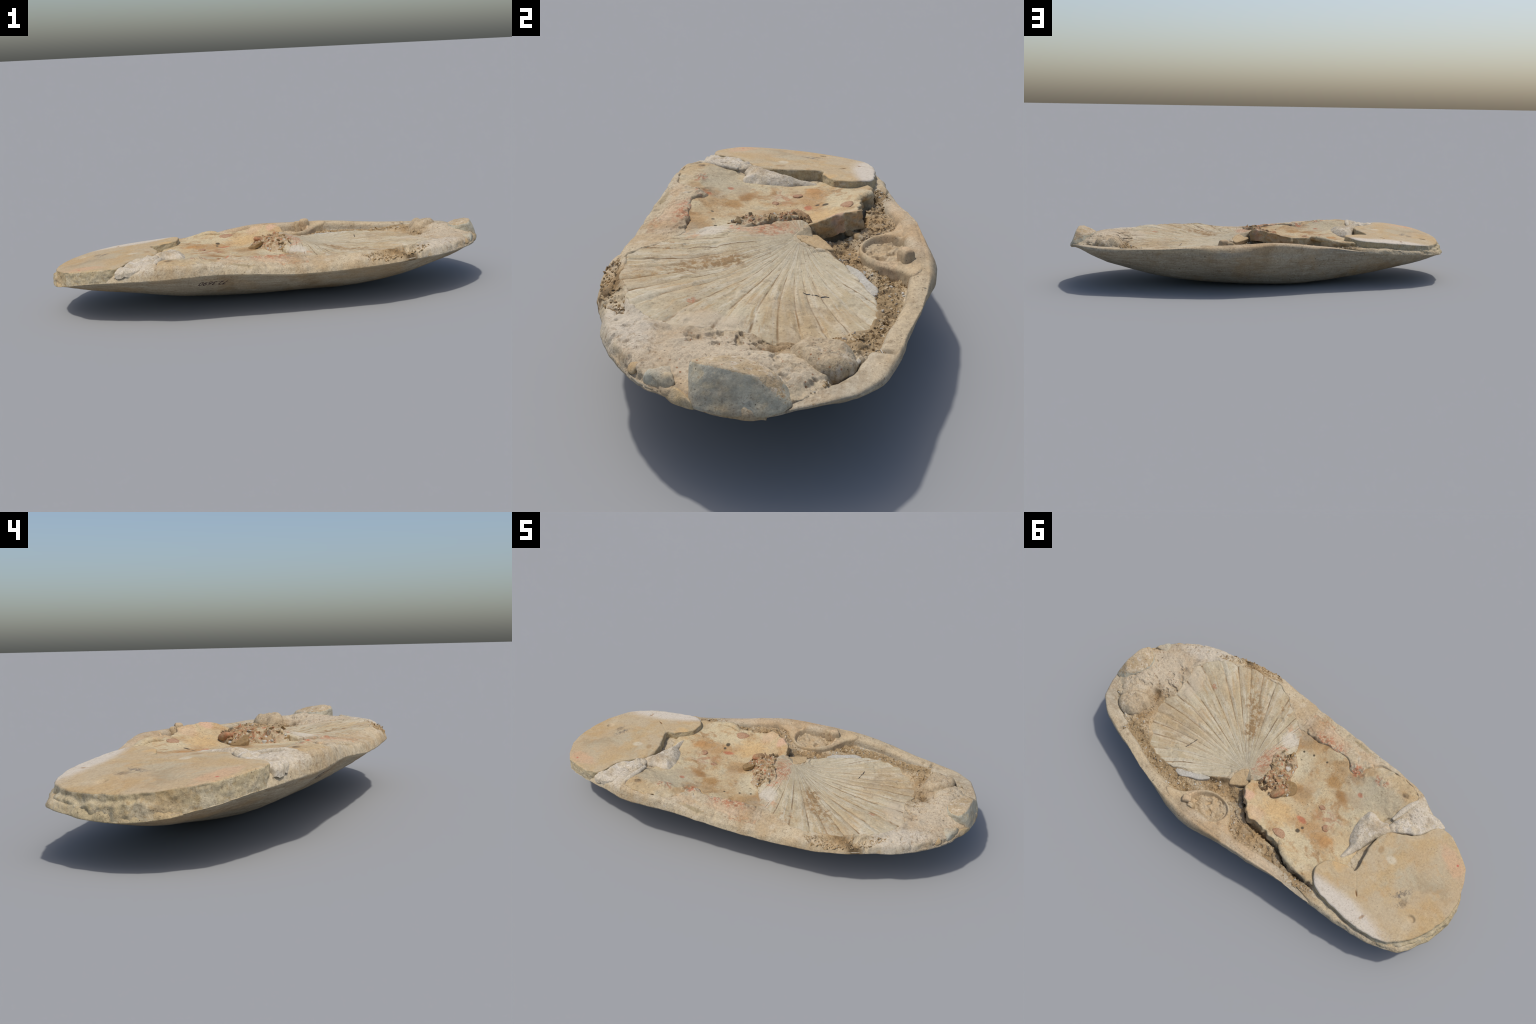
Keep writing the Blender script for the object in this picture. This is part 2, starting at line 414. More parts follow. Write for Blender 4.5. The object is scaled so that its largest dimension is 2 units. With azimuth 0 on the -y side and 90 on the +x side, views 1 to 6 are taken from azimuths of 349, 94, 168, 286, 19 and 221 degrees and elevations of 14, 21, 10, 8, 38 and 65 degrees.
def mat_plate():
    m = Mat("worn_plate_material", lin(197, 177, 144))
    m.mottle(4, 0.42, 0.62, lin(199, 170, 124), 0.9)
    m.mottle(7, 0.50, 0.66, lin(192, 178, 148), 0.9)
    m.mottle(20, 0.56, 0.72, lin(196, 160, 112), 0.5)
    # broad pale chalky strip along the hinge-side edge
    m.patch(-0.60, 0.33, 0.36, 0.105, lin(216, 205, 188), 0.95, rot=-1, ragged=0.14, soft=0.35, scale=12)
    m.patch(-0.48, 0.13, 0.04, 0.05, lin(212, 176, 122), 0.7, ragged=0.2)
    # smoky smudge
    m.patch(-0.793, 0.098, 0.024, 0.03, lin(120, 108, 92), 0.85, ragged=0.6, scale=70, speck=90)
    m.patch(-0.795, 0.10, 0.016, 0.02, lin(116, 98, 74), 0.6, ragged=0.5, scale=60)
    m.patch(-0.770, 0.062, 0.045, 0.014, lin(118, 110, 100), 0.9, rot=55, ragged=0.6, scale=70, speck=90)
    m.patch(-0.738, 0.105, 0.02, 0.009, lin(134, 120, 100), 0.8, ragged=0.6, scale=70, speck=90)
    m.patch(-0.64, -0.02, 0.025, 0.02, lin(216, 206, 182), 0.6, ragged=0.2)
    m.patch(-0.855, -0.19, 0.10, 0.04, lin(212, 172, 134), 0.7, rot=-25, ragged=0.4)
    m.patch(-0.877, -0.192, 0.006, 0.006, lin(206, 96, 84), 0.8, ragged=0.1)
    m.patch(-0.575, -0.03, 0.016, 0.02, lin(170, 138, 96), 0.7, ragged=0.3)
    m.patch(-0.614, 0.197, 0.004, 0.016, lin(130, 92, 54), 0.95, rot=50, ragged=0.1, scale=60)
    m.patch(-0.694, 0.261, 0.007, 0.016, lin(168, 138, 108), 0.9, rot=-20, ragged=0.2, scale=60)
    # the broken flank is yellow-cream with chalk
    fl = m.patch_mask(-0.70, 0.0, 0.30, 0.29, 0, 0.02, 20, 0.02)
    m.specks(60, 0.15, lin(130, 104, 78), 0.5, 0.85)
    m.specks(120, 0.2, lin(140, 120, 96), 0.35, 0.7)
    m.bump(110, 0.2, 0.003)
    m.bump(25, 0.2, 0.005)
    return m.done(.7)

def mat_simple(name, base, var, var2, bump=0.5, scale=14, specks=None):
    m = Mat(name, base)
    m.mottle(scale, 0.42, 0.62, var, 0.9)
    m.mottle(scale * 3, 0.5, 0.68, var2, 0.8)
    if specks:
        m.specks(85, 0.24, specks, 0.85, 0.45)
        m.specks(60, 0.16, lin(92, 84, 76), 0.8, 0.8)
    m.bump(130, bump, 0.004)
    m.bump(38, bump, 0.006)
    return m.done()

M_SHELL = mat_shell()
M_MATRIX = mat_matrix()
M_SCALLOP = mat_scallop()
M_MID = mat_mid()
M_PLATE = mat_plate()
M_CHALK = mat_simple("chalk_material", lin(218, 205, 182), lin(206, 190, 162), lin(226, 216, 200))
M_FLANK = mat_simple("broken_flank_material", lin(202, 184, 146), lin(208, 194, 164), lin(186, 162, 118))
M_CUP = mat_simple("hinge_material", lin(206, 186, 152), lin(208, 180, 144), lin(196, 174, 138), 0.2)
M_ROCK = mat_simple("grey_rock_material", lin(202, 194, 170), lin(190, 186, 168), lin(212, 196, 162), 0.3, 10)
M_KNOB = mat_simple("speckled_sandstone_material", lin(206, 186, 154), lin(190, 166, 128), lin(222, 208, 186), 0.7, 14, lin(164, 108, 66))
M_CHIP = mat_simple("flat_chip_material", lin(206, 178, 136), lin(210, 184, 144), lin(200, 168, 122), 0.15)
M_PEB = mat_simple("red_pebble_material", lin(186, 148, 116), lin(176, 132, 100), lin(196, 166, 132), 0.4)
M_GLASS = mat_simple("amber_fragment_material", lin(160, 130, 88), lin(146, 116, 74), lin(178, 150, 108), 0.2)
M_BLUEW = mat_simple("pale_fragment_material", lin(204, 198, 184), lin(196, 188, 170), lin(214, 208, 196), 0.3)
M_RUSTY = mat_simple("rusty_crumb_material", lin(186, 152, 112), lin(186, 126, 90), lin(154, 122, 84), 0.6, 24)

def mat_hash():
    m = Mat("shell_hash_material", lin(186, 160, 120))
    m.mottle(30, 0.4, 0.6, lin(164, 136, 94), 0.9)
    m.mottle(60, 0.5, 0.66, lin(210, 194, 164), 0.9)
    m.mottle(22, 0.56, 0.68, lin(130, 104, 70), 0.8)
    m.bump(150, 0.4, 0.003)
    return m.done()
M_HASH = mat_hash()

def mat_ink(name, col):
    m = Mat(name, col, 0.6)
    m.mottle(120, 0.5, 0.7, lin(110, 90, 80), 0.4)
    return m.done(0)
M_INK = mat_ink("purple_ink_material", lin(62, 30, 44))
M_BLACK = mat_ink("black_ink_material", lin(40, 42, 46))

# ------------------------------------------------------------------ outline of the valve (x, y, edge height)
EDGE = [(.985,.10,.203),(.95,.19,.212),(.918,.222,.212),(.855,.262,.212),(.753,.298,.21),(.679,.320,.212),(.606,.343,.216),
        (.529,.369,.222),(.444,.389,.23),(.335,.404,.236),(.176,.409,.24),(.054,.405,.244),(-.024,.400,.241),(-.124,.389,.231),
        (-.201,.376,.22),(-.261,.370,.213),(-.346,.364,.202),(-.41,.362,.192),(-.507,.350,.18),(-.615,.344,.17),(-.766,.319,.161),
        (-.896,.265,.150),(-.959,.158,.140),(-.983,.087,.135),(-.993,.0,.135),(-.974,-.1,.146),(-.933,-.176,.163),(-.898,-.226,.174),
        (-.830,-.266,.184),(-.715,-.317,.192),(-.644,-.341,.195),(-.555,-.381,.201),(-.43,-.398,.206),(-.306,-.403,.208),(-.197,-.408,.203),
        (-.1,-.413,.195),(.003,-.417,.186),(.102,-.423,.184),(.185,-.427,.185),(.265,-.430,.187),(.369,-.434,.192),(.428,-.425,.193),
        (.534,-.405,.195),(.613,-.373,.193),(.692,-.355,.194),(.79,-.308,.195),(.85,-.268,.195),(.9,-.225,.195),(.94,-.165,.197),
        (.975,-.11,.194),(.993,-.04,.188),(.998,.03,.19)]
N = 1500
Q = closed_curve(EDGE, N)
tang = np.roll(Q, -1, 0) - np.roll(Q, 1, 0)
nrm = np.stack([tang[:, 1], -tang[:, 0]], 1)
nrm /= np.linalg.norm(nrm, axis=1)[:, None]          # outward (curve runs counter-clockwise)
if ((Q[:, :2] * nrm).sum(1)).mean() < 0: nrm = -nrm
Q[:, :2] -= nrm * (.009 * sstep(-.05, -.2, Q[:, 1]) * sstep(-.15, -.4, Q[:, 0]) + .001 + .004 * sstep(.9, .98, Q[:, 0]))[:, None]
Q[:, 2] -= .005 * np.exp(-((Q[:, 0] - .3) / .3) ** 4) * (Q[:, 1] > 0)
Q[:, :2] += nrm * (0.003 * fbm(Q[:, 0], Q[:, 1], 0, 22, 3, 5))[:, None]

KEEL_X = [-1.0, -.85, -.65, -.45, -.25, -.1, .1, .3, .53, .69, .86, 1.0]
KEEL_Z = [.122, .088, .060, .026, .006, 0.0, .001, .010, .036, .072, .116, .186]
def keel(x):
    # smoothed interpolation of the keel line
    x = np.asarray(x, float)
    return sum(np.interp(x + d, KEEL_X, KEEL_Z) for d in (-.06, -.03, 0, .03, .06)) / 5 - 0.001

rim_side = sstep(-.50, -.38, Q[:, 0]) * sstep(0.02, 0.12, Q[:, 1])      # 1 along the hinge-side lip
crack = np.exp(-((Q[:, 0] - .757) / .006) ** 2) * (Q[:, 1] > 0)
beyond = sstep(.757, .765, Q[:, 0]) * (Q[:, 1] > 0.05)

def spine(q, ky):
    return np.stack([q[:, 0] * .62, np.full(len(q), ky)], 1)

# ------------------------------------------------------------------ outer valve
def build_valve():
    S = spine(Q, .05)
    S[:, 1] -= .05 * sstep(.1, .4, Q[:, 0])
    rings = []
    up = sstep(-.1, .25, Q[:, 1])
    bulge = (.050 * np.exp(-((Q[:, 0] - .23) / .20) ** 2) + .016 * np.exp(-((Q[:, 0] + .14) / .17) ** 2)) * up + .024 * np.exp(-((Q[:, 0] - .82) / .22) ** 2) * sstep(0, .12, Q[:, 1])
    power = 1.9 + 2.6 * up * np.exp(-(Q[:, 0] / .92) ** 6) + .4 * (1 - up) * sstep(.3, .6, Q[:, 0]) + 1.6 * up * np.exp(-((Q[:, 0] + .18) / .2) ** 2)
    for r in np.linspace(0, 1, 80) ** 0.8:
        f = r ** power
        xy = S + (Q[:, :2] - S) * r + nrm * (bulge * np.sin(np.pi * np.clip(f, 0, 1) ** 2.4))[:, None]
        z = keel(xy[:, 0]) + (Q[:, 2] - keel(Q[:, 0])) * f
        w = sstep(.05, .3, r)
        # growth lines: shallow terraces parallel to the edge
        tr = .0022 * vnoise(r * 34 + 0.4 * fbm(Q[:, 0], Q[:, 1], 0, 5, 2, 3), Q[:, 0] * 1.2, 0, 9) * w
        lump = .0035 * fbm(xy[:, 0], xy[:, 1], z, 16, 4, 21) * w * (1 - sstep(.93, 1, r))
        xy = xy + nrm * (tr + lump)[:, None]
        # ligament groove under the hinge lip
        g = np.exp(-((Q[:, 0] + .03) / .16) ** 2) * up * np.exp(-((f - .80) / .07) ** 2)
        xy = xy - nrm * (.010 * g)[:, None]
        rings.append(np.c_[xy, np.maximum(z - .0, 0.0)])
    base = rings[-1].copy()
    # lip: rounded, then the inner wall
    width = .012 + .036 * rim_side + .014 * beyond
    zl = base[:, 2] - .006 * rim_side - .010 * crack + .003 * beyond * rim_side
    wob = .003 * fbm(Q[:, 0], Q[:, 1], 0, 12, 3, 31)
    for t, dz in ((.06, .0035), (.18, .007), (.35, .0085), (.55, .0085), (.75, .007), (.90, .003), (1.0, -.004), (1.05, -.014), (1.08, -.03), (1.2, -.055)):
        dz = np.maximum(dz, -.45 * (base[:, 2] - keel(Q[:, 0]))) if dz < 0 else dz
        dzz = dz * (0.25 + .75 * rim_side) - beyond * .004 * np.exp(-((t - .55) / .25) ** 2)
        xy = base[:, :2] - nrm * (width * t + wob * min(t, 1) * rim_side)[:, None]
        rr = 1 - (width * t) / np.linalg.norm(Q[:, :2] - S, axis=1)
        zo = keel(xy[:, 0]) + (Q[:, 2] - keel(Q[:, 0])) * rr ** power
        rings.append(np.c_[xy, np.maximum(zl + dzz - crack * .008 * (t < 1.03), zo + .006)])
    last = rings[-1]
    for t in (.75, .5, .25, 0.0):
        xy = S + (last[:, :2] - S) * t
        rings.append(np.c_[xy, np.maximum(keel(xy[:, 0]) + .012 + (last[:, 2] - keel(last[:, 0]) - .012) * t ** power, keel(xy[:, 0]) + .004)])
    V = np.vstack(rings)
    F = ring_faces(len(rings), N)
    return V, F

def fix_normals(ob, weld=False):
    bm = bmesh.new(); bm.from_mesh(ob.data)
    if weld: bmesh.ops.remove_doubles(bm, verts=bm.verts[:], dist=2e-4)
    bmesh.ops.recalc_face_normals(bm, faces=bm.faces)
    bm.to_mesh(ob.data); bm.free()

V, F = build_valve()
valve = make_object("valve", V, F, M_SHELL)
fix_normals(valve, True)

# ------------------------------------------------------------------ regions of the fill (plan outlines)
SCAL = [(0.135,0.052),(0.174,0.092),(0.184,0.134),(0.219,0.163),(0.261,0.192),(0.336,0.225),(0.39,0.241),(0.444,0.265),
        (0.511,0.27),(0.566,0.257),(0.609,0.241),(0.63,0.198),(0.664,0.181),(0.679,0.132),(0.702,0.097),(0.713,0.051),(0.709,0.017),
        (0.69,-0.01),(0.69,-0.077),(0.695,-0.144),(0.709,-0.184),(0.677,-0.244),(0.646,-0.282),(0.62,-0.309),(0.538,-0.335),
        (0.501,-0.35),(0.444,-0.372),(0.387,-0.372),(0.343,-0.381),(0.303,-0.383),(0.247,-0.365),(0.208,-0.335),(0.158,-0.308),
        (0.112,-0.285),(0.067,-0.247),(0.049,-0.202),(0.02,-0.152),(0.036,-0.131),(0.079,-0.102),(0.083,-0.076),(0.062,-0.028),
        (0.045,0.015),(0.053,0.059),(0.077,0.093),(0.11,0.071)]
MID = [(0.072,0.15),(0.02,0.196),(-0.031,0.238),(-0.082,0.237),(-0.128,0.241),(-0.182,0.243),(-0.235,0.245),(-0.265,0.273),
       (-0.313,0.285),(-0.365,0.287),(-0.431,0.277),(-0.46,0.235),(-0.48,0.151),(-0.50,0.06),(-0.50,-0.05),(-0.50,-0.145),(-0.54,-0.206),
       (-0.556,-0.29),(-0.55,-0.345),(-0.45,-0.368),(-0.35,-0.362),(-0.295,-0.32),(-0.262,-0.262),(-0.235,-0.25),(-0.187,-0.284),(-0.139,-0.287),(-0.06,-0.282),
       (-0.007,-0.27),(0.082,-0.265),(0.10,-0.202),(0.06,-0.15),(0.0,-0.077),(0.02,-0.04),(0.05,0.0),(0.06,0.045),(0.082,0.09)]
PLATE = [(-0.431,0.268),(-0.411,0.239),(-0.405,0.205),(-0.418,0.172),(-0.437,0.154),(-0.5,0.126),(-0.548,0.119),(-0.534,0.029),
         (-0.529,-0.041),(-0.54,-0.09),(-0.565,-0.122),(-0.607,-0.147),(-0.647,-0.174),(-0.678,-0.214),(-0.69,-0.245),(-0.714,-0.275),
         (-0.763,-0.286),(-0.819,-0.263),(-0.896,-0.217),(-0.932,-0.172),(-0.962,-0.099),(-0.977,-0.034),(-0.972,0.039),(-0.951,0.117),
         (-0.917,0.188),(-0.876,0.241),(-0.838,0.274),(-0.797,0.293),(-0.721,0.308),(-0.665,0.312),(-0.57,0.308),(-0.503,0.301),(-0.463,0.293)]
TRENCH = [(.95,.10),(.89,.165),(.78,.245),(.745,.272),(.615,.305),(.48,.325),(.362,.35),(.18,.37),(.0,.36),(-.115,.36),(-.248,.36),(-.40,.345),
          (-.47,.31),(-.40,.285),(-.313,.283),(-.265,.27),(-.235,.243),(-.128,.24),(-.031,.24),(.02,.196),(.07,.15),(.09,.10),(.16,.16),
          (.261,.195),(.39,.245),(.511,.272),(.609,.243),(.64,.195),(.68,.15),(.705,.1),(.72,.06),(.745,.03),(.775,.05),(.76,.1),(.74,.15),(.80,.20),(.87,.16)]
ROUGH = [(.66,-.315),(.60,-.37),(.52,-.402),(.44,-.42),(.36,-.428),(.31,-.405),(.36,-.385),(.44,-.378),(.53,-.342),(.62,-.315)]
RUSTY = [(0.028,-0.15),(-0.03,-0.1),(-0.042,-0.038),(-0.08,-0.014),(-0.09,0.02),(-0.065,0.06),(-0.03,0.09),(0.011,0.11),(0.08,0.11),
         (0.07,0.06),(0.06,0.018),(0.07,-0.025),(0.09,-0.073),(0.085,-0.1)]

scal_pts = [(.445,.116,.201),(.72,.013,.202),(.70,-.177,.229),(.66,-.235,.236),(.605,-.295,.242),(.564,-.173,.230),(.13,-.055,.245),
            (.09,-.117,.246),(.015,-.149,.236),(.177,.136,.222),(.12,.06,.246),(.44,-.36,.240),(.32,-.378,.240),(.20,-.33,.228),(.08,-.26,.226),
            (.3,.2,.203),(.5,.24,.192),(.65,.17,.194),(.45,-.1,.213),(.3,-.2,.220),(.3,0,.203),(.37,.06,.200),(.22,.05,.215),(.05,.02,.255),(.06,.08,.262)]
mid_pts = [(-.239,-.029,.214),(.002,-.189,.219),(-.047,-.202,.222),(-.117,-.213,.223),(-.228,.133,.219),(-.317,.043,.216),(-.176,.201,.235),
           (.037,.158,.273),(-.03,.225,.266),(-.115,.243,.250),(-.15,-.275,.238),(-.30,-.20,.228),(-.44,-.06,.224),(-.42,-.2,.236),(-.381,-.289,.260),(-.505,-.301,.263),(-.45,-.365,.252),(-.34,-.36,.248),(-.55,-.34,.254),(-.48,-.22,.244),
           (-.24,.25,.245),(-.30,.27,.236),(-.42,.27,.226),(-.35,.18,.222),(-.46,.12,.216),(-.50,.04,.20),(-.40,.10,.220),(.02,.08,.235),(-.05,.02,.216),(.03,-.05,.222),
           (.05,-.23,.222),(-.03,.15,.240),(-.1,.12,.222)]
ground_pts = [(.745,-.157,.228),(.79,-.12,.230),(.755,.03,.208),(.83,.06,.238),(.80,.0,.232),(.88,-.03,.247),(.90,.05,.235),(.95,.08,.212),(.87,-.2,.228),(.82,-.22,.234),
              (.90,-.20,.215),(.69,-.31,.231),(.62,-.345,.222),(.44,-.385,.226),(.52,-.37,.222),(.42,-.42,.203),(.32,-.40,.228),(.27,-.425,.206),(.144,-.395,.219),(.0,-.40,.216),
              (.1,-.41,.212),(-.1,-.4,.222),(-.2,-.4,.228),(-.31,-.385,.246),(.20,-.36,.220),(.05,-.32,.226),(-.08,-.33,.236),(-.2,-.33,.246),
              (-.15,-.275,.246),(-.255,-.26,.245),(-.381,-.289,.262),(-.505,-.301,.265),(-.568,-.314,.26),(-.552,-.36,.250),(-.43,-.37,.254),(-.46,-.39,.235),
              (-.59,-.22,.250),(-.64,-.27,.250),(-.64,-.33,.222),(-.01,-.27,.234),(.08,-.265,.228),
              (.6,.29,.186),(.4,.31,.188),(.25,.22,.188),(.15,.21,.196),(.034,.239,.208),(-.006,.304,.212),(-.15,.30,.210),(-.3,.32,.205),(-.42,.32,.200),(.72,.23,.204),(.70,.17,.206),(.13,.15,.204),(.08,.12,.215),
              (.3,0,.20),(.3,-.2,.205),(.5,.1,.18),(.5,-.15,.20),(-.25,0,.19),(-.1,-.15,.195),(-.3,.15,.19),(-.4,-.15,.2),(.03,.05,.266),(.05,-.05,.260),(.0,.0,.258),(-.03,.05,.250),(-.065,.02,.234),(.01,-.1,.248),
              (-.98,.03,.160),(-.91,.22,.165),(-.7,.322,.184),(-.5,.325,.198),(-.94,-.17,.172),(-.86,-.255,.186),(-.73,-.31,.214),(-.75,0,.17),(-.6,.15,.19),(-.5,.08,.205)]
scal_sheet, mid_sheet, ground_sheet = Sheet(scal_pts), Sheet(mid_pts), Sheet(ground_pts)
PLATE_PTS = np.array([(-.902,-.222,.232),(-.877,-.192,.232),(-.55,.121,.241),(-.614,.197,.233),(-.694,.261,.221),(-.546,-.091,.251),(-.43,.259,.232),
                      (-.782,.083,.221),(-.864,.127,.208),(-.972,.039,.201),(-.819,.283,.202),(-.564,-.116,.253),(-.586,-.194,.25),(-.755,-.267,.245)])
def quad_terms(x, y):
    return np.stack([np.ones_like(x), x, y, x * x, x * y, y * y], -1)
PLATE_W = np.linalg.lstsq(quad_terms(PLATE_PTS[:, 0], PLATE_PTS[:, 1]), PLATE_PTS[:, 2], rcond=None)[0]
def plate_z(x, y):
    return quad_terms(np.asarray(x, float), np.asarray(y, float)) @ PLATE_W

SCALc, MIDc, PLATEc = closed_curve(SCAL, 420), closed_curve(MID, 420), closed_curve(PLATE, 420)
TRENCHc, ROUGHc, RUSTYc = closed_curve(TRENCH, 200), closed_curve(ROUGH, 80), closed_curve(RUSTY, 100)

CRACKS = [([(.114,-.263),(.077,-.256)], .006), ([(.062,-.285),(.058,-.272),(.028,-.264)], .009), ([(-.014,-.254),(-.02,-.266),(-.046,-.27)], .007),
          ([(-.144,-.285),(-.134,-.321),(-.104,-.355),(-.062,-.358),(.002,-.379)], .003), ([(-.295,-.331),(-.32,-.316),(-.361,-.329)], .006)]

CREVICE = [(.10,.105),(.075,.145),(.045,.185),(.0,.228),(-.04,.250),(-.10,.252),(-.19,.256),(-.245,.268),(-.28,.290),(-.35,.298),(-.44,.292)]
SLOT = [(.885,.163),(.85,.192),(.81,.215)]
def crust_relief(x, y):
    return .003 + .014 * fbm(x, y, 0, 42, 3, 68)
def ground_z(x, y):
    z = ground_sheet(x, y)
    ds, dm, dp = inside_distance(x, y, SCALc), inside_distance(x, y, MIDc), inside_distance(x, y, PLATEc)
    zs, zm = scal_sheet(x, y), mid_sheet(x, y)
    rust = sstep(-.006, .012, inside_distance(x, y, RUSTYc) + .010 * fbm(x, y, 0, 34, 3, 63))
    edge_rub = sstep(-.006, .012, inside_distance(x, y, ROUGHc) + .008 * fbm(x, y, 0, 34, 3, 64))
    tr0 = sstep(-.008, .012, inside_distance(x, y, TRENCHc))
    tr = np.maximum(np.maximum(tr0, edge_rub), rust)
    ragged = .010 * fbm(x, y, 0, 26, 4, 61)
    # the fill laps up to the edges of the scallop and of the smooth interior
    w = np.exp(-np.maximum(-ds, 0) / .03) * (1 - tr)
    z = z * (1 - w) + (zs + .0015) * w
    w = np.exp(-np.maximum(-dm, 0) / .02) * (1 - tr) * sstep(-.12, -.2, y)
    step = sstep(-.34, -.24, x)
    z = z * (1 - w) + (np.maximum(z, zm + .004) * step + (zm + .002) * (1 - step)) * w
    for cx, cy, rx, ry in ((-.255, -.262, .05, .032), (-.378, -.288, .045, .025), (-.03, -.285, .08, .018)):
        b = np.exp(-((x - cx) / rx) ** 2 - ((y - cy) / ry) ** 2)
        z = z + b * crust_relief(x, y)
    # relief: rough rubble in trenches, sandy pitting at the far end, gentle swell elsewhere
    sandy = sstep(.58, .70, x) * (1 - tr)
    rough = .009 * fbm(x, y, 0, 38, 4, 41, .62) + .004 * np.abs(fbm(x, y, 0, 95, 2, 43)) + .014 * rust * fbm(x, y, 0, 34, 4, 44, .7) - .020 * rust * sstep(.12, .42, fbm(x, y, 0, 30, 3, 46)) - .010 * np.maximum(edge_rub, tr0) * sstep(.1, .5, fbm(x, y, 0, 34, 3, 45))
    sand = .0062 * fbm(x, y, 0, 30, 5, 47, .62) - .009 * sstep(.20, .50, fbm(x, y, 0, 46, 3, 53)) * sstep(-.1, .3, fbm(x, y, 0, 11, 2, 54))
    calm = .0050 * fbm(x, y, 0, 20, 5, 59, .58) - .004 * sstep(.3, .6, fbm(x, y, 0, 40, 3, 55))
    z = z + tr * rough + (1 - tr) * (sandy * sand + (1 - sandy) * calm)
    for line, dep in CRACKS:
        z = z - dep * np.exp(-(line_distance(x, y, line) / .0035) ** 2)
    # deep crevice along the broken edge of the interior
    wob = .006 * fbm(x, y, 0, 30, 3, 66)
    z = z - .034 * np.exp(-((line_distance(x, y, CREVICE) + wob) / .008) ** 2) * tr0 * (1 - rust)
    # keep the fill below the pieces bedded in it
    lo = np.minimum(z, zs - .010)
    k = sstep(.002, .014, ds + ragged * (1 - tr)); z = z * (1 - k) + lo * k
    lo = np.minimum(z, zm - .010)
    k = sstep(.0, .010, dm + ragged * (1 - tr)) * (1 - rust); z = z * (1 - k) + lo * k
    lo = np.minimum(z, plate_z(x, y) - .03)
    k = sstep(-.004, .010, dp); z = z * (1 - k) + lo * k
    # pit of the little honeycomb hole, slot under the lip behind the knob
    z = z - .020 * np.exp(-(((x - .757) / .022) ** 2 + ((y - .03) / .024) ** 2))
    z = z - .05 * np.exp(-(line_distance(x, y, SLOT) / .012) ** 2)
    return z

def build_fill():
    S = spine(Q, -.02)
    lip_in = .020 + .012 * rim_side
    toe = sstep(-.45, -.62, Q[:, 0]) * sstep(-.28, -.18, Q[:, 1])
    inset = np.where(rim_side > .5, .022, .012)
    inset = .012 + .014 * rim_side
    E = Q[:, :2] - nrm * inset[:, None]
    rings = []
    R = 165
    for t in np.linspace(0, 1, R) ** 0.85:
        xy = S + (E - S) * t
        rings.append(np.c_[xy, np.zeros(N)])
    V = np.vstack(rings)
    V[:, 2] = ground_z(V[:, 0], V[:, 1])
    top = V[-N:].copy()
    V = [V]
    nr = R
    # flank: from the top edge out and down to the valve edge, then tucked under
    for t in (.15, .3, .45, .6, .75, .9, 1.0):
        xy = E + nrm * ((inset + .004 * (1 - rim_side)) * t ** .6 * (1 - rim_side))[:, None]
        zz = top[:, 2] + (Q[:, 2] - .003 - top[:, 2]) * t - rim_side * .06 * t
        rgh = (.0045 + .006 * toe + .007 * sstep(.72, .85, Q[:, 0])) * fbm(xy[:, 0], xy[:, 1], zz, 30, 4, 71) * np.sin(np.pi * min(t, .97)) ** .5 * (1 - rim_side)
        xy = xy + nrm * rgh[:, None]
        V.append(np.c_[xy, zz]); nr += 1
    V.append(np.c_[Q[:, :2] - nrm * .03, Q[:, 2] - .02]); nr += 1
    V = np.vstack(V)
    return V, ring_faces(nr, N)

V, F = build_fill()
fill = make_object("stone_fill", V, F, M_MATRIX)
fix_normals(fill, True)

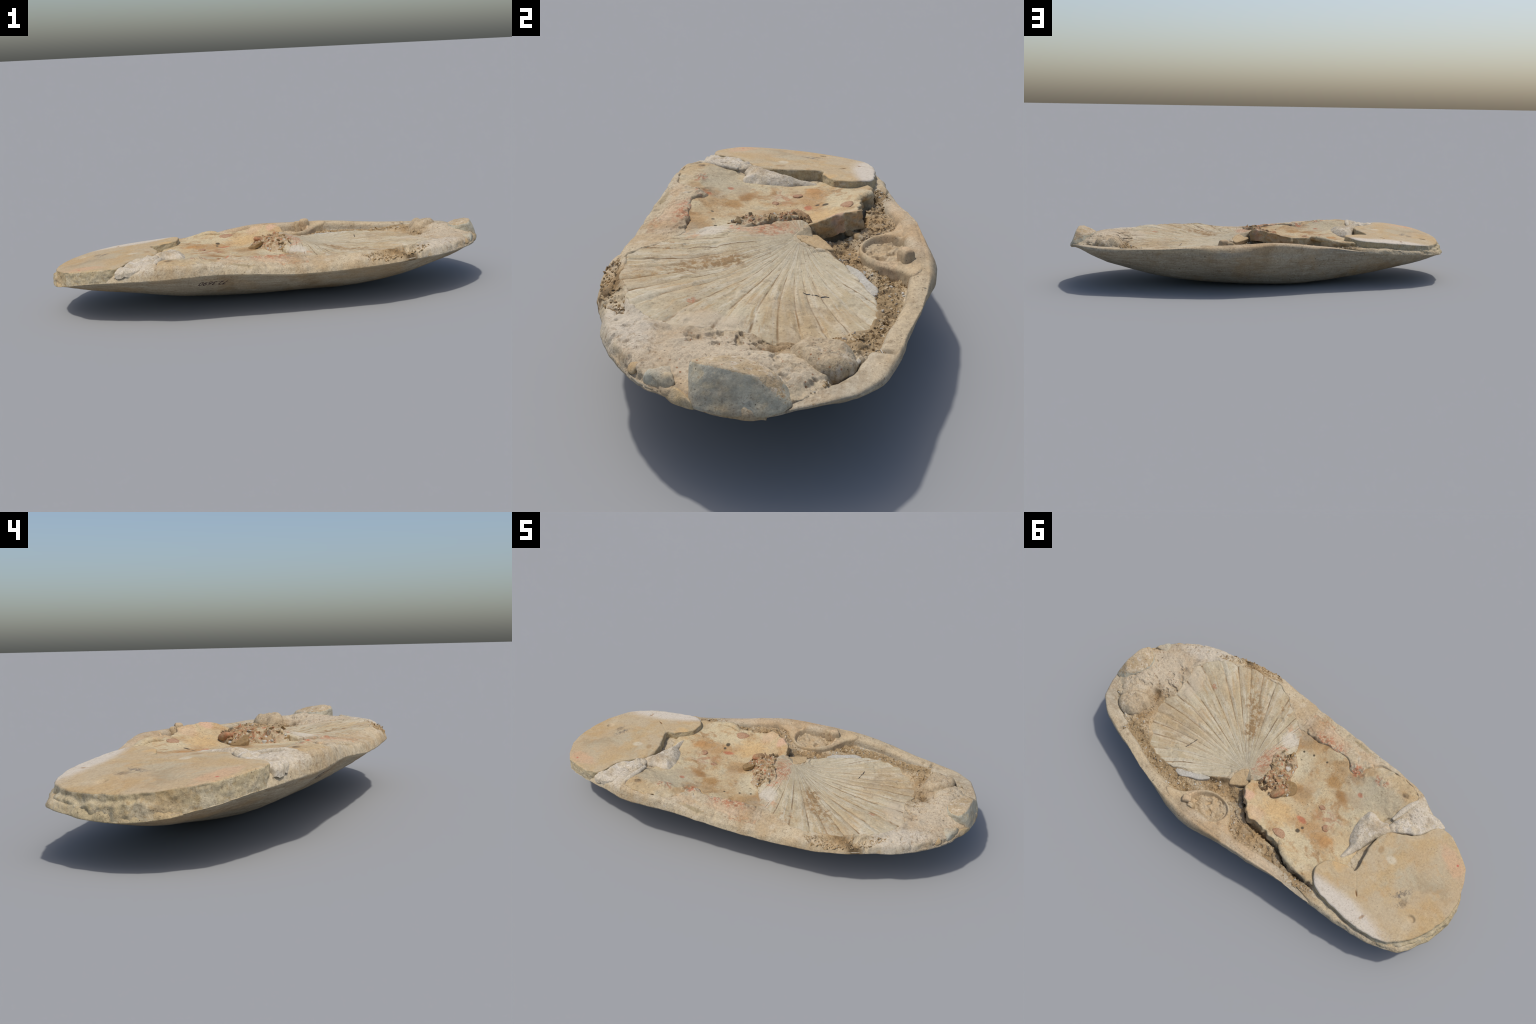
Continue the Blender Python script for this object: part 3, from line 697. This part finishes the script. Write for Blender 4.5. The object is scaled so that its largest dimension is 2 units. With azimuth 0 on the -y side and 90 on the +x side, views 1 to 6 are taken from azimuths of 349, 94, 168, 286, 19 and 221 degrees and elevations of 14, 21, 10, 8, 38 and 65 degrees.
# ------------------------------------------------------------------ bedded pieces: plan outline + height rule + broken edge
def bedded(name, outline, zfun, mat, spacing=.0035, skirt=.03, lean=.15, edge_round=.004, jag=.0015, jag_freq=60,
           wall_rough=.002, parent=None, wall_mat=None, seed=0, steps=7, wall_fn=None):
    """sheet cut to a plan outline, rounded at its rim, with a rough broken wall going down"""
    n = int(len(outline))
    P = np.array(outline)[:, :2].copy()
    t = np.roll(P, -1, 0) - np.roll(P, 1, 0)
    nn = np.stack([t[:, 1], -t[:, 0]], 1); nn /= np.linalg.norm(nn, axis=1)[:, None] + 1e-9
    area = 0.5 * np.sum(P[:, 0] * np.roll(P[:, 1], -1) - np.roll(P[:, 0], -1) * P[:, 1])
    if area < 0: nn = -nn
    P += nn * (jag * fbm(P[:, 0], P[:, 1], 0, jag_freq, 3, 100 + seed))[:, None]
    x0, y0 = P.min(0); x1, y1 = P.max(0)
    gx, gy = np.meshgrid(np.arange(x0, x1, spacing), np.arange(y0, y1, spacing))
    gx = gx + (np.arange(gx.shape[0]) % 2)[:, None] * spacing * .5
    gx, gy = gx.ravel(), gy.ravel()
    d = inside_distance(gx, gy, P)
    k = d > spacing * .6
    pts = np.vstack([P, np.c_[gx[k], gy[k]]])
    edges = [(i, (i + 1) % n) for i in range(n)]
    vo, eo, fo, vmap, _, _ = geometry.delaunay_2d_cdt([Vector(p) for p in pts], edges, [], 1, 1e-7)
    V = np.array([(v.x, v.y) for v in vo])
    dd = np.maximum(inside_distance(V[:, 0], V[:, 1], P), 0)
    z = zfun(V[:, 0], V[:, 1])
    z = z - edge_round * (1 - np.clip(dd / (edge_round * 1.6), 0, 1)) ** 2
    # boundary loop indices in the output
    first = {}
    for i, src in enumerate(vmap):
        for s in src: first.setdefault(s, i)
    loop = [first[i] for i in range(n)]
    verts = [np.c_[V, z]]
    faces = [tuple(f) for f in fo]
    prev = loop
    base = len(V)
    zt = z[loop]
    near = np.argmin((Q[None, :, 0] - P[:, 0:1]) ** 2 + (Q[None, :, 1] - P[:, 1:2]) ** 2, axis=1)
    low = np.where(np.hypot(*(Q[near, :2] - P).T) < .03, Q[near, 2] - .001, -1)
    for s in range(1, steps + 1):
        q = s / steps
        off = lean * skirt * q
        zz = np.maximum(zt - skirt * q, low)
        if wall_fn is not None: off = off + wall_fn(P, zz)
        xy = V[loop] + nn * (off + wall_rough * fbm(P[:, 0], P[:, 1], zz, 45, 4, 130 + seed) * np.ones(n))[:, None]
        verts.append(np.c_[xy, zz])
        cur = list(range(base, base + n)); base += n
        for i in range(n):
            j = (i + 1) % n
            faces.append((prev[i], cur[i], cur[j], prev[j]))
        prev = cur
    ob = make_object(name, np.vstack(verts), faces, mat, parent)
    fix_normals(ob)
    if wall_mat:
        ob.data.materials.append(wall_mat)
        nf = len(fo)
        mi = np.zeros(len(ob.data.polygons), np.int32); mi[nf:] = 1
        ob.data.polygons.foreach_set("material_index", mi)
    return ob

# ---- scallop: ribs fan out of the beak
def scallop_z(x, y):
    z = scal_sheet(x, y)
    dx, dy = x - APEX[0], y - APEX[1]
    r = np.hypot(dx, dy)
    th = np.arctan2(dy, dx)
    th = th + FAN_CURVE * (th + .8) * (.35 - r)
    ph = FAN_K[0] * th + FAN_K[1] * np.sin(FAN_K[2] * th + FAN_K[3]) + FAN_K[4] * np.sin(FAN_K[5] * th)
    fr = np.abs((ph % 1) - .5) * 2                       # 0 rib crest, 1 furrow
    rid = np.floor(ph)
    hv = hash3(rid.astype(np.int64), 3, 1, 5)
    amp = (.0014 + .0075 * sstep(.05, .62, r)) * (.35 + .65 * hv) * sstep(-2.2, -1.3, th)
    amp = amp * (.45 + .55 * sstep(-1.5, -.8, th)) * (.7 + .5 * vnoise(r * 9, rid * 3.1, 0, 86))
    tilt = .0030 * sstep(.1, .5, r) * ((ph % 1) - .5) * (2 * hv - 1)
    prof = -np.clip((fr - .40) / .60, 0, 1) ** 1.7
    fine = .0011 * vnoise(ph * 4.3, r * 6, 0, 87) * sstep(.08, .3, r)
    worn = .0045 * fbm(x, y, 0, 9, 3, 84) + .0024 * fbm(x, y, 0, 28, 4, 83) - .003 * sstep(.35, .6, fbm(x, y, 0, 24, 3, 88))
    return z + amp * prof + tilt + fine + worn
scallop = bedded("scallop_shell", SCALc, scallop_z, M_SCALLOP, .0030, .030, .05, .002, .006, 45, .003, seed=1)

# ---- smooth concave interior of a second shell with a toothed broken edge
def mid_z(x, y):
    ray = np.arctan2(y - .12, x - .12)
    rr = np.hypot(x - .12, y - .12)
    return (mid_sheet(x, y) + .0014 * fbm(x, y, 0, 18, 4, 91) + .0030 * fbm(x, y, 0, 7, 2, 92)
            + .0010 * vnoise(ray * 9, rr * 3, 0, 93)
            + np.exp(-((x + .378) / .045) ** 2 - ((y + .288) / .025) ** 2) * crust_relief(x, y) + np.exp(-((x + .265) / .04) ** 2 - ((y + .255) / .02) ** 2) * crust_relief(x, y)
            + .006 * sstep(-.24, -.34, y) * fbm(x, y, 0, 20, 4, 94) + .004 * sstep(.25, .6, fbm(x, y, 0, 11, 3, 96)) - .004 * np.exp(-(((x + .22) / .05) ** 2 + ((y - .10) / .03) ** 2)))
mid = bedded("shell_interior", MIDc, mid_z, M_MID, .0035, .055, .10, .004, .013, 32, .016, seed=2, steps=12)

# ---- rolled ridge on the hinge-side edge of the interior
def tube(name, path, radii, mat, zf=None, seg=20, rough=.0015, parent=None, squash=1.0, seed=0):
    p = np.array(path, float)
    t = np.linspace(0, len(p) - 1, max(12, len(p) * 10))
    i = np.arange(len(p))
    c = np.stack([np.interp(t, i, p[:, k]) for k in range(3)], 1)
    for _ in range(6):
        c[1:-1] = (c[:-2] + 2 * c[1:-1] + c[2:]) / 4
    r = np.interp(t, i, radii)
    d = np.gradient(c, axis=0); d /= np.linalg.norm(d, axis=1)[:, None]
    side = np.cross(d, [0, 0, 1]); side /= np.linalg.norm(side, axis=1)[:, None]
    upv = np.cross(side, d)
    a = np.linspace(0, 2 * np.pi, seg, endpoint=False)
    V = []
    for k in range(len(c)):
        ring = c[k] + r[k] * (np.cos(a)[:, None] * side[k] + squash * np.sin(a)[:, None] * upv[k])
        V.append(ring)
    V = np.vstack(V)
    V += (rough * fbm(V[:, 0], V[:, 1], V[:, 2], 40, 4, 200 + seed))[:, None] * np.array([.5, .5, 1])
    F = ring_faces(len(c), seg)
    F.append(tuple(range(seg))[::-1]); F.append(tuple(range(len(V) - seg, len(V))))
    ob = make_object(name, V, F, mat, parent)
    fix_normals(ob)
    return ob
tube("rolled_ridge", [(-.19,.226,.236),(-.225,.246,.244),(-.25,.262,.243),(-.285,.272,.236),(-.33,.279,.226),(-.40,.283,.214)],
     [.006,.015,.017,.017,.013,.006], M_MID, squash=.8, rough=.004, parent=mid)

# ---- worn plate at the toe
def plate_surface(x, y):
    z = plate_z(x, y) + .0008 * fbm(x, y, 0, 14, 3, 95) + .011 * np.exp(-((x + .42) / .07) ** 2 - ((y - .23) / .07) ** 2)
    # shell-shaped pit and a seam running from the notch
    z = z - .010 * sstep(1.0, .55, np.hypot((x + .862) / .022, (y - .127) / .017))
    z = z - .0012 * np.exp(-(line_distance(x, y, [(-.549,.119),(-.614,.197)]) / .003) ** 2)
    z = z - .004 * np.exp(-(line_distance(x, y, [(-.604,.187),(-.622,.207)]) / .003) ** 2)
    z = z - .003 * np.exp(-(line_distance(x, y, [(-.686,.252),(-.700,.268)]) / .004) ** 2)
    return z
def toe_ledge(P, z):
    # lower half of the broken toe sticks out as a ragged crust
    m = sstep(-.74, -.84, P[:, 0]) * sstep(-.10, -.02, P[:, 1])
    top = .172 + .020 * fbm(P[:, 0], P[:, 1], 0, 14, 3, 141)
    return m * (.014 + .008 * fbm(P[:, 0], P[:, 1], z, 35, 3, 142)) * sstep(top + .005, top - .005, z)
plate = bedded("worn_plate", PLATEc, plate_surface, M_PLATE, .0035, .075, .05, .0030, .0030, 36, .005, wall_mat=M_FLANK, seed=3, steps=22, wall_fn=toe_ledge)

# ---- chalky lump, crumbs and finger ridge beside the plate
def dome(outline, base_sheet, height, width, rough, freq, seed):
    def f(x, y):
        d = np.maximum(inside_distance(x, y, outline), 0)
        return base_sheet(x, y) + height * (1 - (1 - np.clip(d / width, 0, 1)) ** 2) + rough * fbm(x, y, 0, freq, 4, seed)
    return f
LUMP = closed_curve([(-.447,.112),(-.447,.07),(-.448,.037),(-.428,.012),(-.41,-.027),(-.402,-.087),(-.415,-.14),(-.441,-.152),(-.49,-.142),
                     (-.53,-.15),(-.56,-.13),(-.555,-.1),(-.524,-.056),(-.51,-.02),(-.484,.049),(-.466,.1)], 200)
lump_base = Sheet([(-.45,.1,.212),(-.43,0,.214),(-.41,-.1,.216),(-.45,-.15,.232),(-.55,-.13,.236),(-.51,-.03,.226),(-.48,.05,.212)])
bedded("chalk_lump", LUMP, dome(LUMP, lump_base, .026, .045, .005, 40, 97), M_CHALK, .003, .03, .05, .004, .004, 50, .002, seed=4)
CRUMB = closed_curve([(-.535,-.10),(-.53,-.145),(-.545,-.19),(-.568,-.24),(-.60,-.29),(-.65,-.315),(-.73,-.302),(-.70,-.25),(-.66,-.19),(-.60,-.15),(-.56,-.12)], 200)
crumb_base = Sheet([(-.53,-.12,.244),(-.57,-.24,.244),(-.65,-.315,.238),(-.73,-.30,.236),(-.66,-.2,.246),(-.6,-.16,.25)])
bedded("chalk_crumble", CRUMB, dome(CRUMB, crumb_base, .006, .02, .009, 48, 98), M_CHALK, .003, .02, .1, .003, .004, 50, .003, seed=5)
tube("chalk_ridge", [(-.566,-.318,.256),(-.552,-.28,.254),(-.54,-.235,.250),(-.528,-.175,.244)], [.007,.015,.014,.008], M_CHALK, squash=.8, seed=3)

# ---- hinge socket: cup with raised wall joined to the lip
CUP_OUT = closed_curve([(.371,.362),(.335,.345),(.301,.327),(.262,.283),(.225,.252),(.179,.234),(.130,.234),(.081,.250),(.042,.292),(.015,.333),
                        (-.04,.356),(-.02,.390),(.064,.398),(.181,.396),(.274,.392),(.34,.386)], 260)
cup_top = Sheet([(.371,.37,.236),(.30,.34,.222),(.24,.28,.214),(.18,.245,.214),(.11,.25,.214),(.06,.28,.219),(.02,.33,.226),(-.04,.365,.236),
                 (.064,.395,.240),(.18,.395,.238),(.3,.39,.238)])
def cup_z(x, y):
    z = cup_top(x, y)
    # oval bowl
    u, v = (x - .163) * math.cos(.35) + (y - .315) * math.sin(.35), -(x - .163) * math.sin(.35) + (y - .315) * math.cos(.35)
    r = np.hypot(u / .100, v / .074)
    bowl = sstep(1.02, .80, r)
    floor = .187 + .005 * fbm(x, y, 0, 60, 3, 111) * sstep(.75, .5, r) - .004 * sstep(.6, 0, r)
    z = z * (1 - bowl) + np.minimum(floor, z) * bowl
    # thumb dent beside the bowl, raised seam between
    z = z - .010 * np.exp(-(((x - .075) / .018) ** 2 + ((y - .352) / .012) ** 2))
    z = z + .004 * np.exp(-((r - 1.06) / .07) ** 2) * (y < .37)
    return z + .001 * fbm(x, y, 0, 25, 3, 113)
hinge = bedded("hinge_socket", CUP_OUT, cup_z, M_CUP, .0028, .042, .05, .006, .001, 40, .002, seed=6)
def peg(name, base, size, height, lean, yaw, seed):
    bm = bmesh.new()
    bmesh.ops.create_cube(bm, size=1)
    bmesh.ops.bevel(bm, geom=bm.edges[:] , offset=.34, segments=4, affect='EDGES', profile=.6)
    bmesh.ops.subdivide_edges(bm, edges=bm.edges[:], cuts=2, use_grid_fill=True)
    V = np.array([v.co[:] for v in bm.verts])
    F = [[v.index for v in f.verts] for f in bm.faces]
    bm.free()
    V = V * [size[0], size[1], height]
    V[:, 2] += height / 2
    V[:, 0] += lean[0] * V[:, 2]; V[:, 1] += lean[1] * V[:, 2]
    c, s = math.cos(yaw), math.sin(yaw)
    V[:, :2] = V[:, :2] @ np.array([[c, s], [-s, c]])
    V += np.array(base)
    V += (.0025 * fbm(V[:, 0], V[:, 1], V[:, 2], 45, 3, seed))[:, None] * [1, 1, .5]
    return make_object(name, V, F, M_CUP, hinge)
peg("hinge_tooth", (.262, .352, .19), (.046, .036), .068, (-.15, .05), .5, 301)
peg("hinge_tooth", (.222, .356, .185), (.034, .026), .062, (0, .1), .2, 302)

# ------------------------------------------------------------------ rocks at the far end
def rock(name, pts, mat, smooth=3, cuts=5, rough=.0025, freq=30, seed=0, parent=None, bev=.006, top_mat=None):
    bm = bmesh.new()
    for p in pts: bm.verts.new(p)
    r = bmesh.ops.convex_hull(bm, input=bm.verts[:])
    bmesh.ops.delete(bm, geom=[g for g in r["geom_interior"] + r["geom_unused"] if isinstance(g, bmesh.types.BMVert)], context='VERTS')
    bmesh.ops.dissolve_limit(bm, angle_limit=.12, verts=bm.verts[:], edges=bm.edges[:])
    bmesh.ops.bevel(bm, geom=bm.edges[:], offset=bev, segments=3, affect='EDGES', profile=.5)
    bmesh.ops.triangulate(bm, faces=bm.faces[:])
    for _ in range(cuts):
        long = [e for e in bm.edges if e.calc_length() > .008]
        if not long: break
        bmesh.ops.subdivide_edges(bm, edges=long, cuts=1)
        bmesh.ops.triangulate(bm, faces=bm.faces[:])
    for _ in range(smooth):
        bmesh.ops.smooth_vert(bm, verts=bm.verts[:], factor=.4, use_axis_x=True, use_axis_y=True, use_axis_z=True)
    V = np.array([v.co[:] for v in bm.verts]); bm.verts.index_update()
    nn = np.array([v.normal[:] for v in bm.verts])
    F = [[v.index for v in f.verts] for f in bm.faces]
    bm.free()
    V = V + nn * (rough * fbm(V[:, 0], V[:, 1], V[:, 2], freq, 4, 400 + seed))[:, None]
    ob = make_object(name, V, F, mat, parent)
    fix_normals(ob)
    if top_mat:
        ob.data.materials.append(top_mat)
        nz = np.array([p.normal.z + .12 * float(vnoise(p.center.x * 90, p.center.y * 90, p.center.z * 90, 5)) for p in ob.data.polygons])
        ob.data.polygons.foreach_set("material_index", (nz > .62).astype(np.int32))
    return ob
rock("grey_stone", [(.970,.013,.268),(.957,-.075,.281),(.930,-.122,.272),(.885,-.10,.256),(.866,-.045,.254),(.885,.01,.252),(.935,.05,.251),
                    (.978,-.118,.196),(1.0,-.045,.190),(1.0,.03,.192),(.985,.085,.205),(.93,.085,.20),(.85,-.05,.17),(.92,-.11,.17),(.95,0,.16)],
     M_ROCK, rough=.005, freq=22, seed=1, top_mat=M_KNOB)
rock("grey_stone", [(.975,-.115,.215),(.985,-.10,.190),(.955,-.155,.190),(.928,-.178,.200),(.938,-.150,.218),(.90,-.12,.18),(.92,-.16,.17)], M_FLANK, rough=.002, seed=2, bev=.004)
rock("grey_stone", [(.925,-.150,.238),(.91,-.185,.236),(.895,-.22,.224),(.925,-.185,.20),(.90,-.225,.195),(.86,-.17,.22),(.87,-.2,.18),(.95,-.14,.215)], M_ROCK, rough=.006, freq=40, seed=3)
rock("pale_pebble", [(.875,-.235,.226),(.845,-.255,.226),(.86,-.268,.20),(.885,-.24,.20),(.835,-.25,.20),(.855,-.225,.224)], M_CHIP, rough=.002, seed=4, smooth=5)
rock("pale_pebble", [(-.36,-.386,.240),(-.33,-.392,.234),(-.31,-.395,.216),(-.35,-.395,.214),(-.375,-.385,.224),(-.34,-.366,.240)], M_BLUEW, rough=.002, seed=5, smooth=5)

KNOB = closed_curve([(.873,.172),(.868,.125),(.835,.09),(.785,.068),(.745,.085),(.735,.12),(.745,.17),(.785,.205),(.835,.205)], 160)
knob_base = Sheet([(.87,.15,.224),(.83,.08,.232),(.77,.07,.222),(.735,.13,.210),(.78,.2,.212)])
bedded("sandstone_knob", KNOB, dome(KNOB, knob_base, .030, .035, .013, 22, 121), M_KNOB, .003, .04, -.1, .004, .004, 45, .003, seed=7)

# ------------------------------------------------------------------ loose fragments bedded on top
def flat_piece(name, outline, zf, thick, mat, seed, spacing=.004, parent=None):
    c = closed_curve(outline, 90)
    return bedded(name, c, lambda x, y: zf(x, y) + thick + .0012 * fbm(x, y, 0, 40, 3, 500 + seed), mat, spacing, thick + .012, .03, .002, .0015, 60, .001, parent, seed=20 + seed)
flat_piece("flat_chip", [(.168,.158),(.142,.152),(.090,.117),(.110,.082),(.132,.058),(.155,.070),(.176,.112)], Sheet([(.16,.16,.212),(.09,.117,.226),(.13,.055,.240),(.18,.11,.222)]), .003, M_CHIP, 1)
flat_piece("pale_fragment", [(.405,.243),(.351,.222),(.262,.194),(.262,.21),(.295,.238),(.33,.25),(.37,.272),(.41,.268)], Sheet([(.26,.2,.203),(.4,.25,.188),(.3,.24,.198)]), .004, M_BLUEW, 2)
flat_piece("amber_fragment", [(-.060,.056),(-.053,.021),(-.040,-.012),(-.083,-.031),(-.104,.009)], Sheet([(-.04,0,.240),(-.1,0,.216),(-.06,.05,.224)]), .004, M_GLASS, 3)
flat_piece("amber_fragment", [(.02,.118),(.02,.062),(-.025,.081)], Sheet([(.02,.1,.236),(.015,.06,.244),(-.025,.08,.228)]), .004, M_CHIP, 4)
flat_piece("amber_fragment", [(.030,-.150),(.004,-.135),(-.006,-.112),(.012,-.105),(.032,-.128)], Sheet([(.03,-.14,.234),(-.006,-.11,.219),(.03,-.12,.232)]), .004, M_GLASS, 5)
flat_piece("pale_fragment", [(.012,-.105),(-.02,-.095),(-.03,-.06),(.0,-.055),(.025,-.085)], Sheet([(.02,-.09,.236),(-.03,-.08,.220),(0,-.05,.232)]), .003, M_BLUEW, 6)
flat_piece("red_pebble", [(-.145,.212),(-.150,.190),(-.175,.180),(-.202,.192),(-.205,.212),(-.180,.222)], mid_sheet, .004, M_PEB, 7)
flat_piece("red_pebble", [(-.225,-.022),(-.235,-.036),(-.255,-.032),(-.253,-.02),(-.238,-.014)], mid_sheet, .002, M_PEB, 8)
flat_piece("red_pebble", [(-.300,.045),(-.312,.028),(-.330,.035),(-.332,.055),(-.314,.06)], mid_sheet, .003, M_RUSTY, 9)
def ovoid(name, c, r, yaw, pitch, mat, seed):
    u = np.linspace(0, 2 * np.pi, 28, endpoint=False); v = np.linspace(.02, np.pi - .02, 18)
    V = np.vstack([np.stack([np.cos(u) * np.sin(t), np.sin(u) * np.sin(t), np.full(28, math.cos(t))], 1) for t in v])
    V = V * (1 + .12 * fbm(V[:, 0], V[:, 1], V[:, 2], 1.5, 3, seed))[:, None] * np.array(r)
    M = np.array((Matrix.Rotation(yaw, 3, 'Z') @ Matrix.Rotation(pitch, 3, 'Y')))
    V = V @ M.T + np.array(c)
    F = ring_faces(18, 28) + [tuple(range(28))[::-1], tuple(range(28 * 17, 28 * 18))]
    ob = make_object(name, V, F, mat); fix_normals(ob); return ob
ovoid("oval_pebble", (-.043, .062, .238), (.036, .020, .017), .9, .25, M_RUSTY, 1)
ovoid("oval_pebble", (-.335, -.19, .225), (.013, .01, .006), .4, 0, M_PEB, 2)
for i, (c, r, yw) in enumerate([((.79,.212,.208), (.016,.006,.005), -.5), ((.035,.232,.206), (.022,.016,.010), .5), ((.02,.205,.212), (.018,.012,.010), 1.2)]):
    ovoid("pale_pebble", c, r, yw, .2, M_BLUEW if i == 0 else M_HASH, 10 + i)

# ------------------------------------------------------------------ shell hash: broken crumbs filling the trenches
def chip_shapes():
    shapes = []
    for s in range(7):
        n = 9
        a = np.sort(rng.uniform(0, 2 * np.pi, n))
        rad = rng.uniform(.6, 1.1, n)
        el = rng.uniform(.45, 1.0)
        rim = np.c_[np.cos(a) * rad, np.sin(a) * rad * el]
        cur = rng.uniform(.25, .6)
        top = [(x * q, y * q, cur * (1 - (x * q) ** 2) * .6) for q in (.55, 1.0) for x, y in rim]
        th = rng.uniform(.10, .22)
        bot = [(x, y, z - th) for x, y, z in top]
        V = np.array([(0, 0, cur * .6)] + top + [(0, 0, cur * .6 - th)] + bot)
        F = []
        o = 2 + 2 * n - 1
        for i in range(n):
            j = (i + 1) % n
            F += [(0, 1 + i, 1 + j), (1 + i, 1 + n + i, 1 + n + j, 1 + j)]
            F += [(o, o + 1 + j, o + 1 + i), (o + 1 + j, o + 1 + n + j, o + 1 + n + i, o + 1 + i)]
            F += [(1 + n + i, o + 1 + n + i, o + 1 + n + j, 1 + n + j)]
        shapes.append((V, F))
    for s in range(4):                                         # blocky grains
        bm = bmesh.new(); bmesh.ops.create_icosphere(bm, subdivisions=2, radius=.6)
        V = np.array([v.co[:] for v in bm.verts]); F = [[v.index for v in f.verts] for f in bm.faces]; bm.free()
        V = V * (1 + .45 * fbm(V[:, 0], V[:, 1], V[:, 2], 2.2, 2, 600 + s))[:, None] * [1, rng.uniform(.6, .9), rng.uniform(.5, .8)]
        shapes.append((V, F))
    return shapes
SHAPES = chip_shapes()

def scatter(name, outline, count, smin, smax, mat, sink=.25, avoid=(), parent=None, flat=.7, clump=None):
    lo, hi = outline.min(0)[:2], outline.max(0)[:2]
    xs, ys = [], []
    while len(xs) < count:
        x, y = rng.uniform(lo[0], hi[0], 800), rng.uniform(lo[1], hi[1], 800)
        ok = inside_distance(x, y, outline) > .001
        for a in avoid:
            ok &= inside_distance(x, y, a) < .002
        ok &= fbm(x, y, 0, 14, 2, 77) > rng.uniform(-1.0, .25, 800)
        xs += list(x[ok]); ys += list(y[ok])
    x, y = np.array(xs[:count]), np.array(ys[:count])
    z = ground_z(x, y)
    Vs, Fs, b = [], [], 0
    for i in range(count):
        V, F = SHAPES[rng.integers(len(SHAPES))]
        s = smin * (smax / smin) ** (rng.random() ** 1.8)
        M = (Matrix.Rotation(rng.uniform(0, 6.28), 3, 'Z') @ Matrix.Rotation(rng.normal(0, flat), 3, 'X') @ Matrix.Rotation(rng.normal(0, flat), 3, 'Y') @ Matrix.Rotation(math.pi * rng.integers(2), 3, 'X'))
        W = (V * s) @ np.array(M).T + [x[i], y[i], z[i] + s * (.35 - sink)]
        Vs.append(W); Fs += [tuple(k + b for k in f) for f in F]; b += len(V)
    ob = make_object(name, np.vstack(Vs), Fs, mat, parent, smooth=False)
    ob["kind"] = "stuff"
    return ob
scatter("shell_hash", TRENCHc[:, :2], 2400, .003, .0105, M_HASH, sink=.55, avoid=(CUP_OUT, KNOB, SCALc, MIDc))
scatter("shell_hash", TRENCHc[:, :2], 130, .009, .016, M_HASH, sink=.6, avoid=(CUP_OUT, KNOB, SCALc, MIDc))
scatter("pale_crumbs", TRENCHc[:, :2], 110, .004, .012, M_BLUEW, sink=.35, avoid=(CUP_OUT, KNOB, SCALc, MIDc))
scatter("shell_hash", ROUGHc[:, :2], 320, .004, .011, M_HASH, sink=.6, avoid=(SCALc,))
scatter("rusty_crumbs", RUSTYc[:, :2], 45, .005, .020, M_RUSTY, sink=.45, avoid=(SCALc,))
scatter("shell_hash", RUSTYc[:, :2], 50, .005, .022, M_HASH, sink=.45, avoid=(SCALc,))
scatter("pale_crumbs", RUSTYc[:, :2], 14, .006, .018, M_BLUEW, sink=.4, avoid=(SCALc,))

# ------------------------------------------------------------------ writing
bv = BVHTree.FromObject(valve, bpy.context.evaluated_depsgraph_get())
def catalogue_number():
    cu = bpy.data.curves.new("tmp", 'FONT')
    cu.body = "72.3690"
    cu.size = .036
    cu.shear = .45
    cu.offset = -.0003
    ob = bpy.data.objects.new("tmp", cu)
    bpy.context.scene.collection.objects.link(ob)
    dg = bpy.context.evaluated_depsgraph_get()
    me = bpy.data.meshes.new_from_object(ob.evaluated_get(dg))
    bm = bmesh.new(); bm.from_mesh(me)
    bmesh.ops.triangulate(bm, faces=bm.faces[:])
    for _ in range(3):
        long = [e for e in bm.edges if e.calc_length() > .005]
        if not long: break
        bmesh.ops.subdivide_edges(bm, edges=long, cuts=1); bmesh.ops.triangulate(bm, faces=bm.faces[:])
    T = np.array([v.co[:] for v in bm.verts]); bm.verts.index_update()
    F = [[v.index for v in f.verts] for f in bm.faces]
    bm.free(); bpy.data.objects.remove(ob); bpy.data.curves.remove(cu); bpy.data.meshes.remove(me)
    V = []
    for p in T:                                   # upside down on the flank
        x, z = -.258 - p[0] * 1.05, .166 - p[1] * .95
        h = bv.ray_cast(Vector((x, -1, z)), Vector((0, 1, 0)))
        y = h[0].y if h[0] else -.38
        V.append((x, y - .0016, z))
    return make_object("catalogue_number", V, F, M_INK)
catalogue_number()
sb = BVHTree.FromObject(scallop, bpy.context.evaluated_depsgraph_get())
def ink_line():
    V, F = [], []
    a, b = np.array((.437, .085)), np.array((.454, .150))
    d = (b - a) / np.linalg.norm(b - a); s = np.array((-d[1], d[0]))
    for (t0, t1) in ((0, .28), (.33, .40), (.44, .62), (.68, 1.0)):
        m = 8
        for k in range(m + 1):
            t = t0 + (t1 - t0) * k / m
            w = .0012 + .0007 * rng.random()
            c = a + (b - a) * t
            for e in (-1, 1):
                p = c + s * w * e
                h = sb.ray_cast(Vector((p[0], p[1], 1)), Vector((0, 0, -1)))
                V.append((p[0], p[1], (h[0].z if h[0] else .2) + .001))
        o = len(V) - 2 * (m + 1)
        F += [(o + 2 * k, o + 2 * k + 1, o + 2 * k + 3, o + 2 * k + 2) for k in range(m)]
    make_object("ink_line", V, F, M_BLACK)
ink_line()

# nothing bedded in the valve may poke through its underside
for o in root.children_recursive:
    if o.type != 'MESH' or o in (valve,) or o.name.startswith(("catalogue", "ink")): continue
    n = len(o.data.vertices)
    co = np.empty(n * 3); o.data.vertices.foreach_get("co", co); co = co.reshape(-1, 3)
    for i in np.nonzero(co[:, 2] < .20)[0]:
        h = bv.ray_cast(Vector((co[i, 0], co[i, 1], -1)), Vector((0, 0, 1)))
        if h[0] and co[i, 2] < h[0].z + .004: co[i, 2] = h[0].z + .004
    o.data.vertices.foreach_set("co", co.ravel()); o.data.update()

# rest exactly on the ground and stay inside the frame
zmin = min((np.array([v.co.z for v in o.data.vertices]).min() for o in root.children if o.type == 'MESH'))
for o in root.children_recursive:
    if o.type == 'MESH':
        o.data.transform(Matrix.Translation((0, 0, -zmin)))
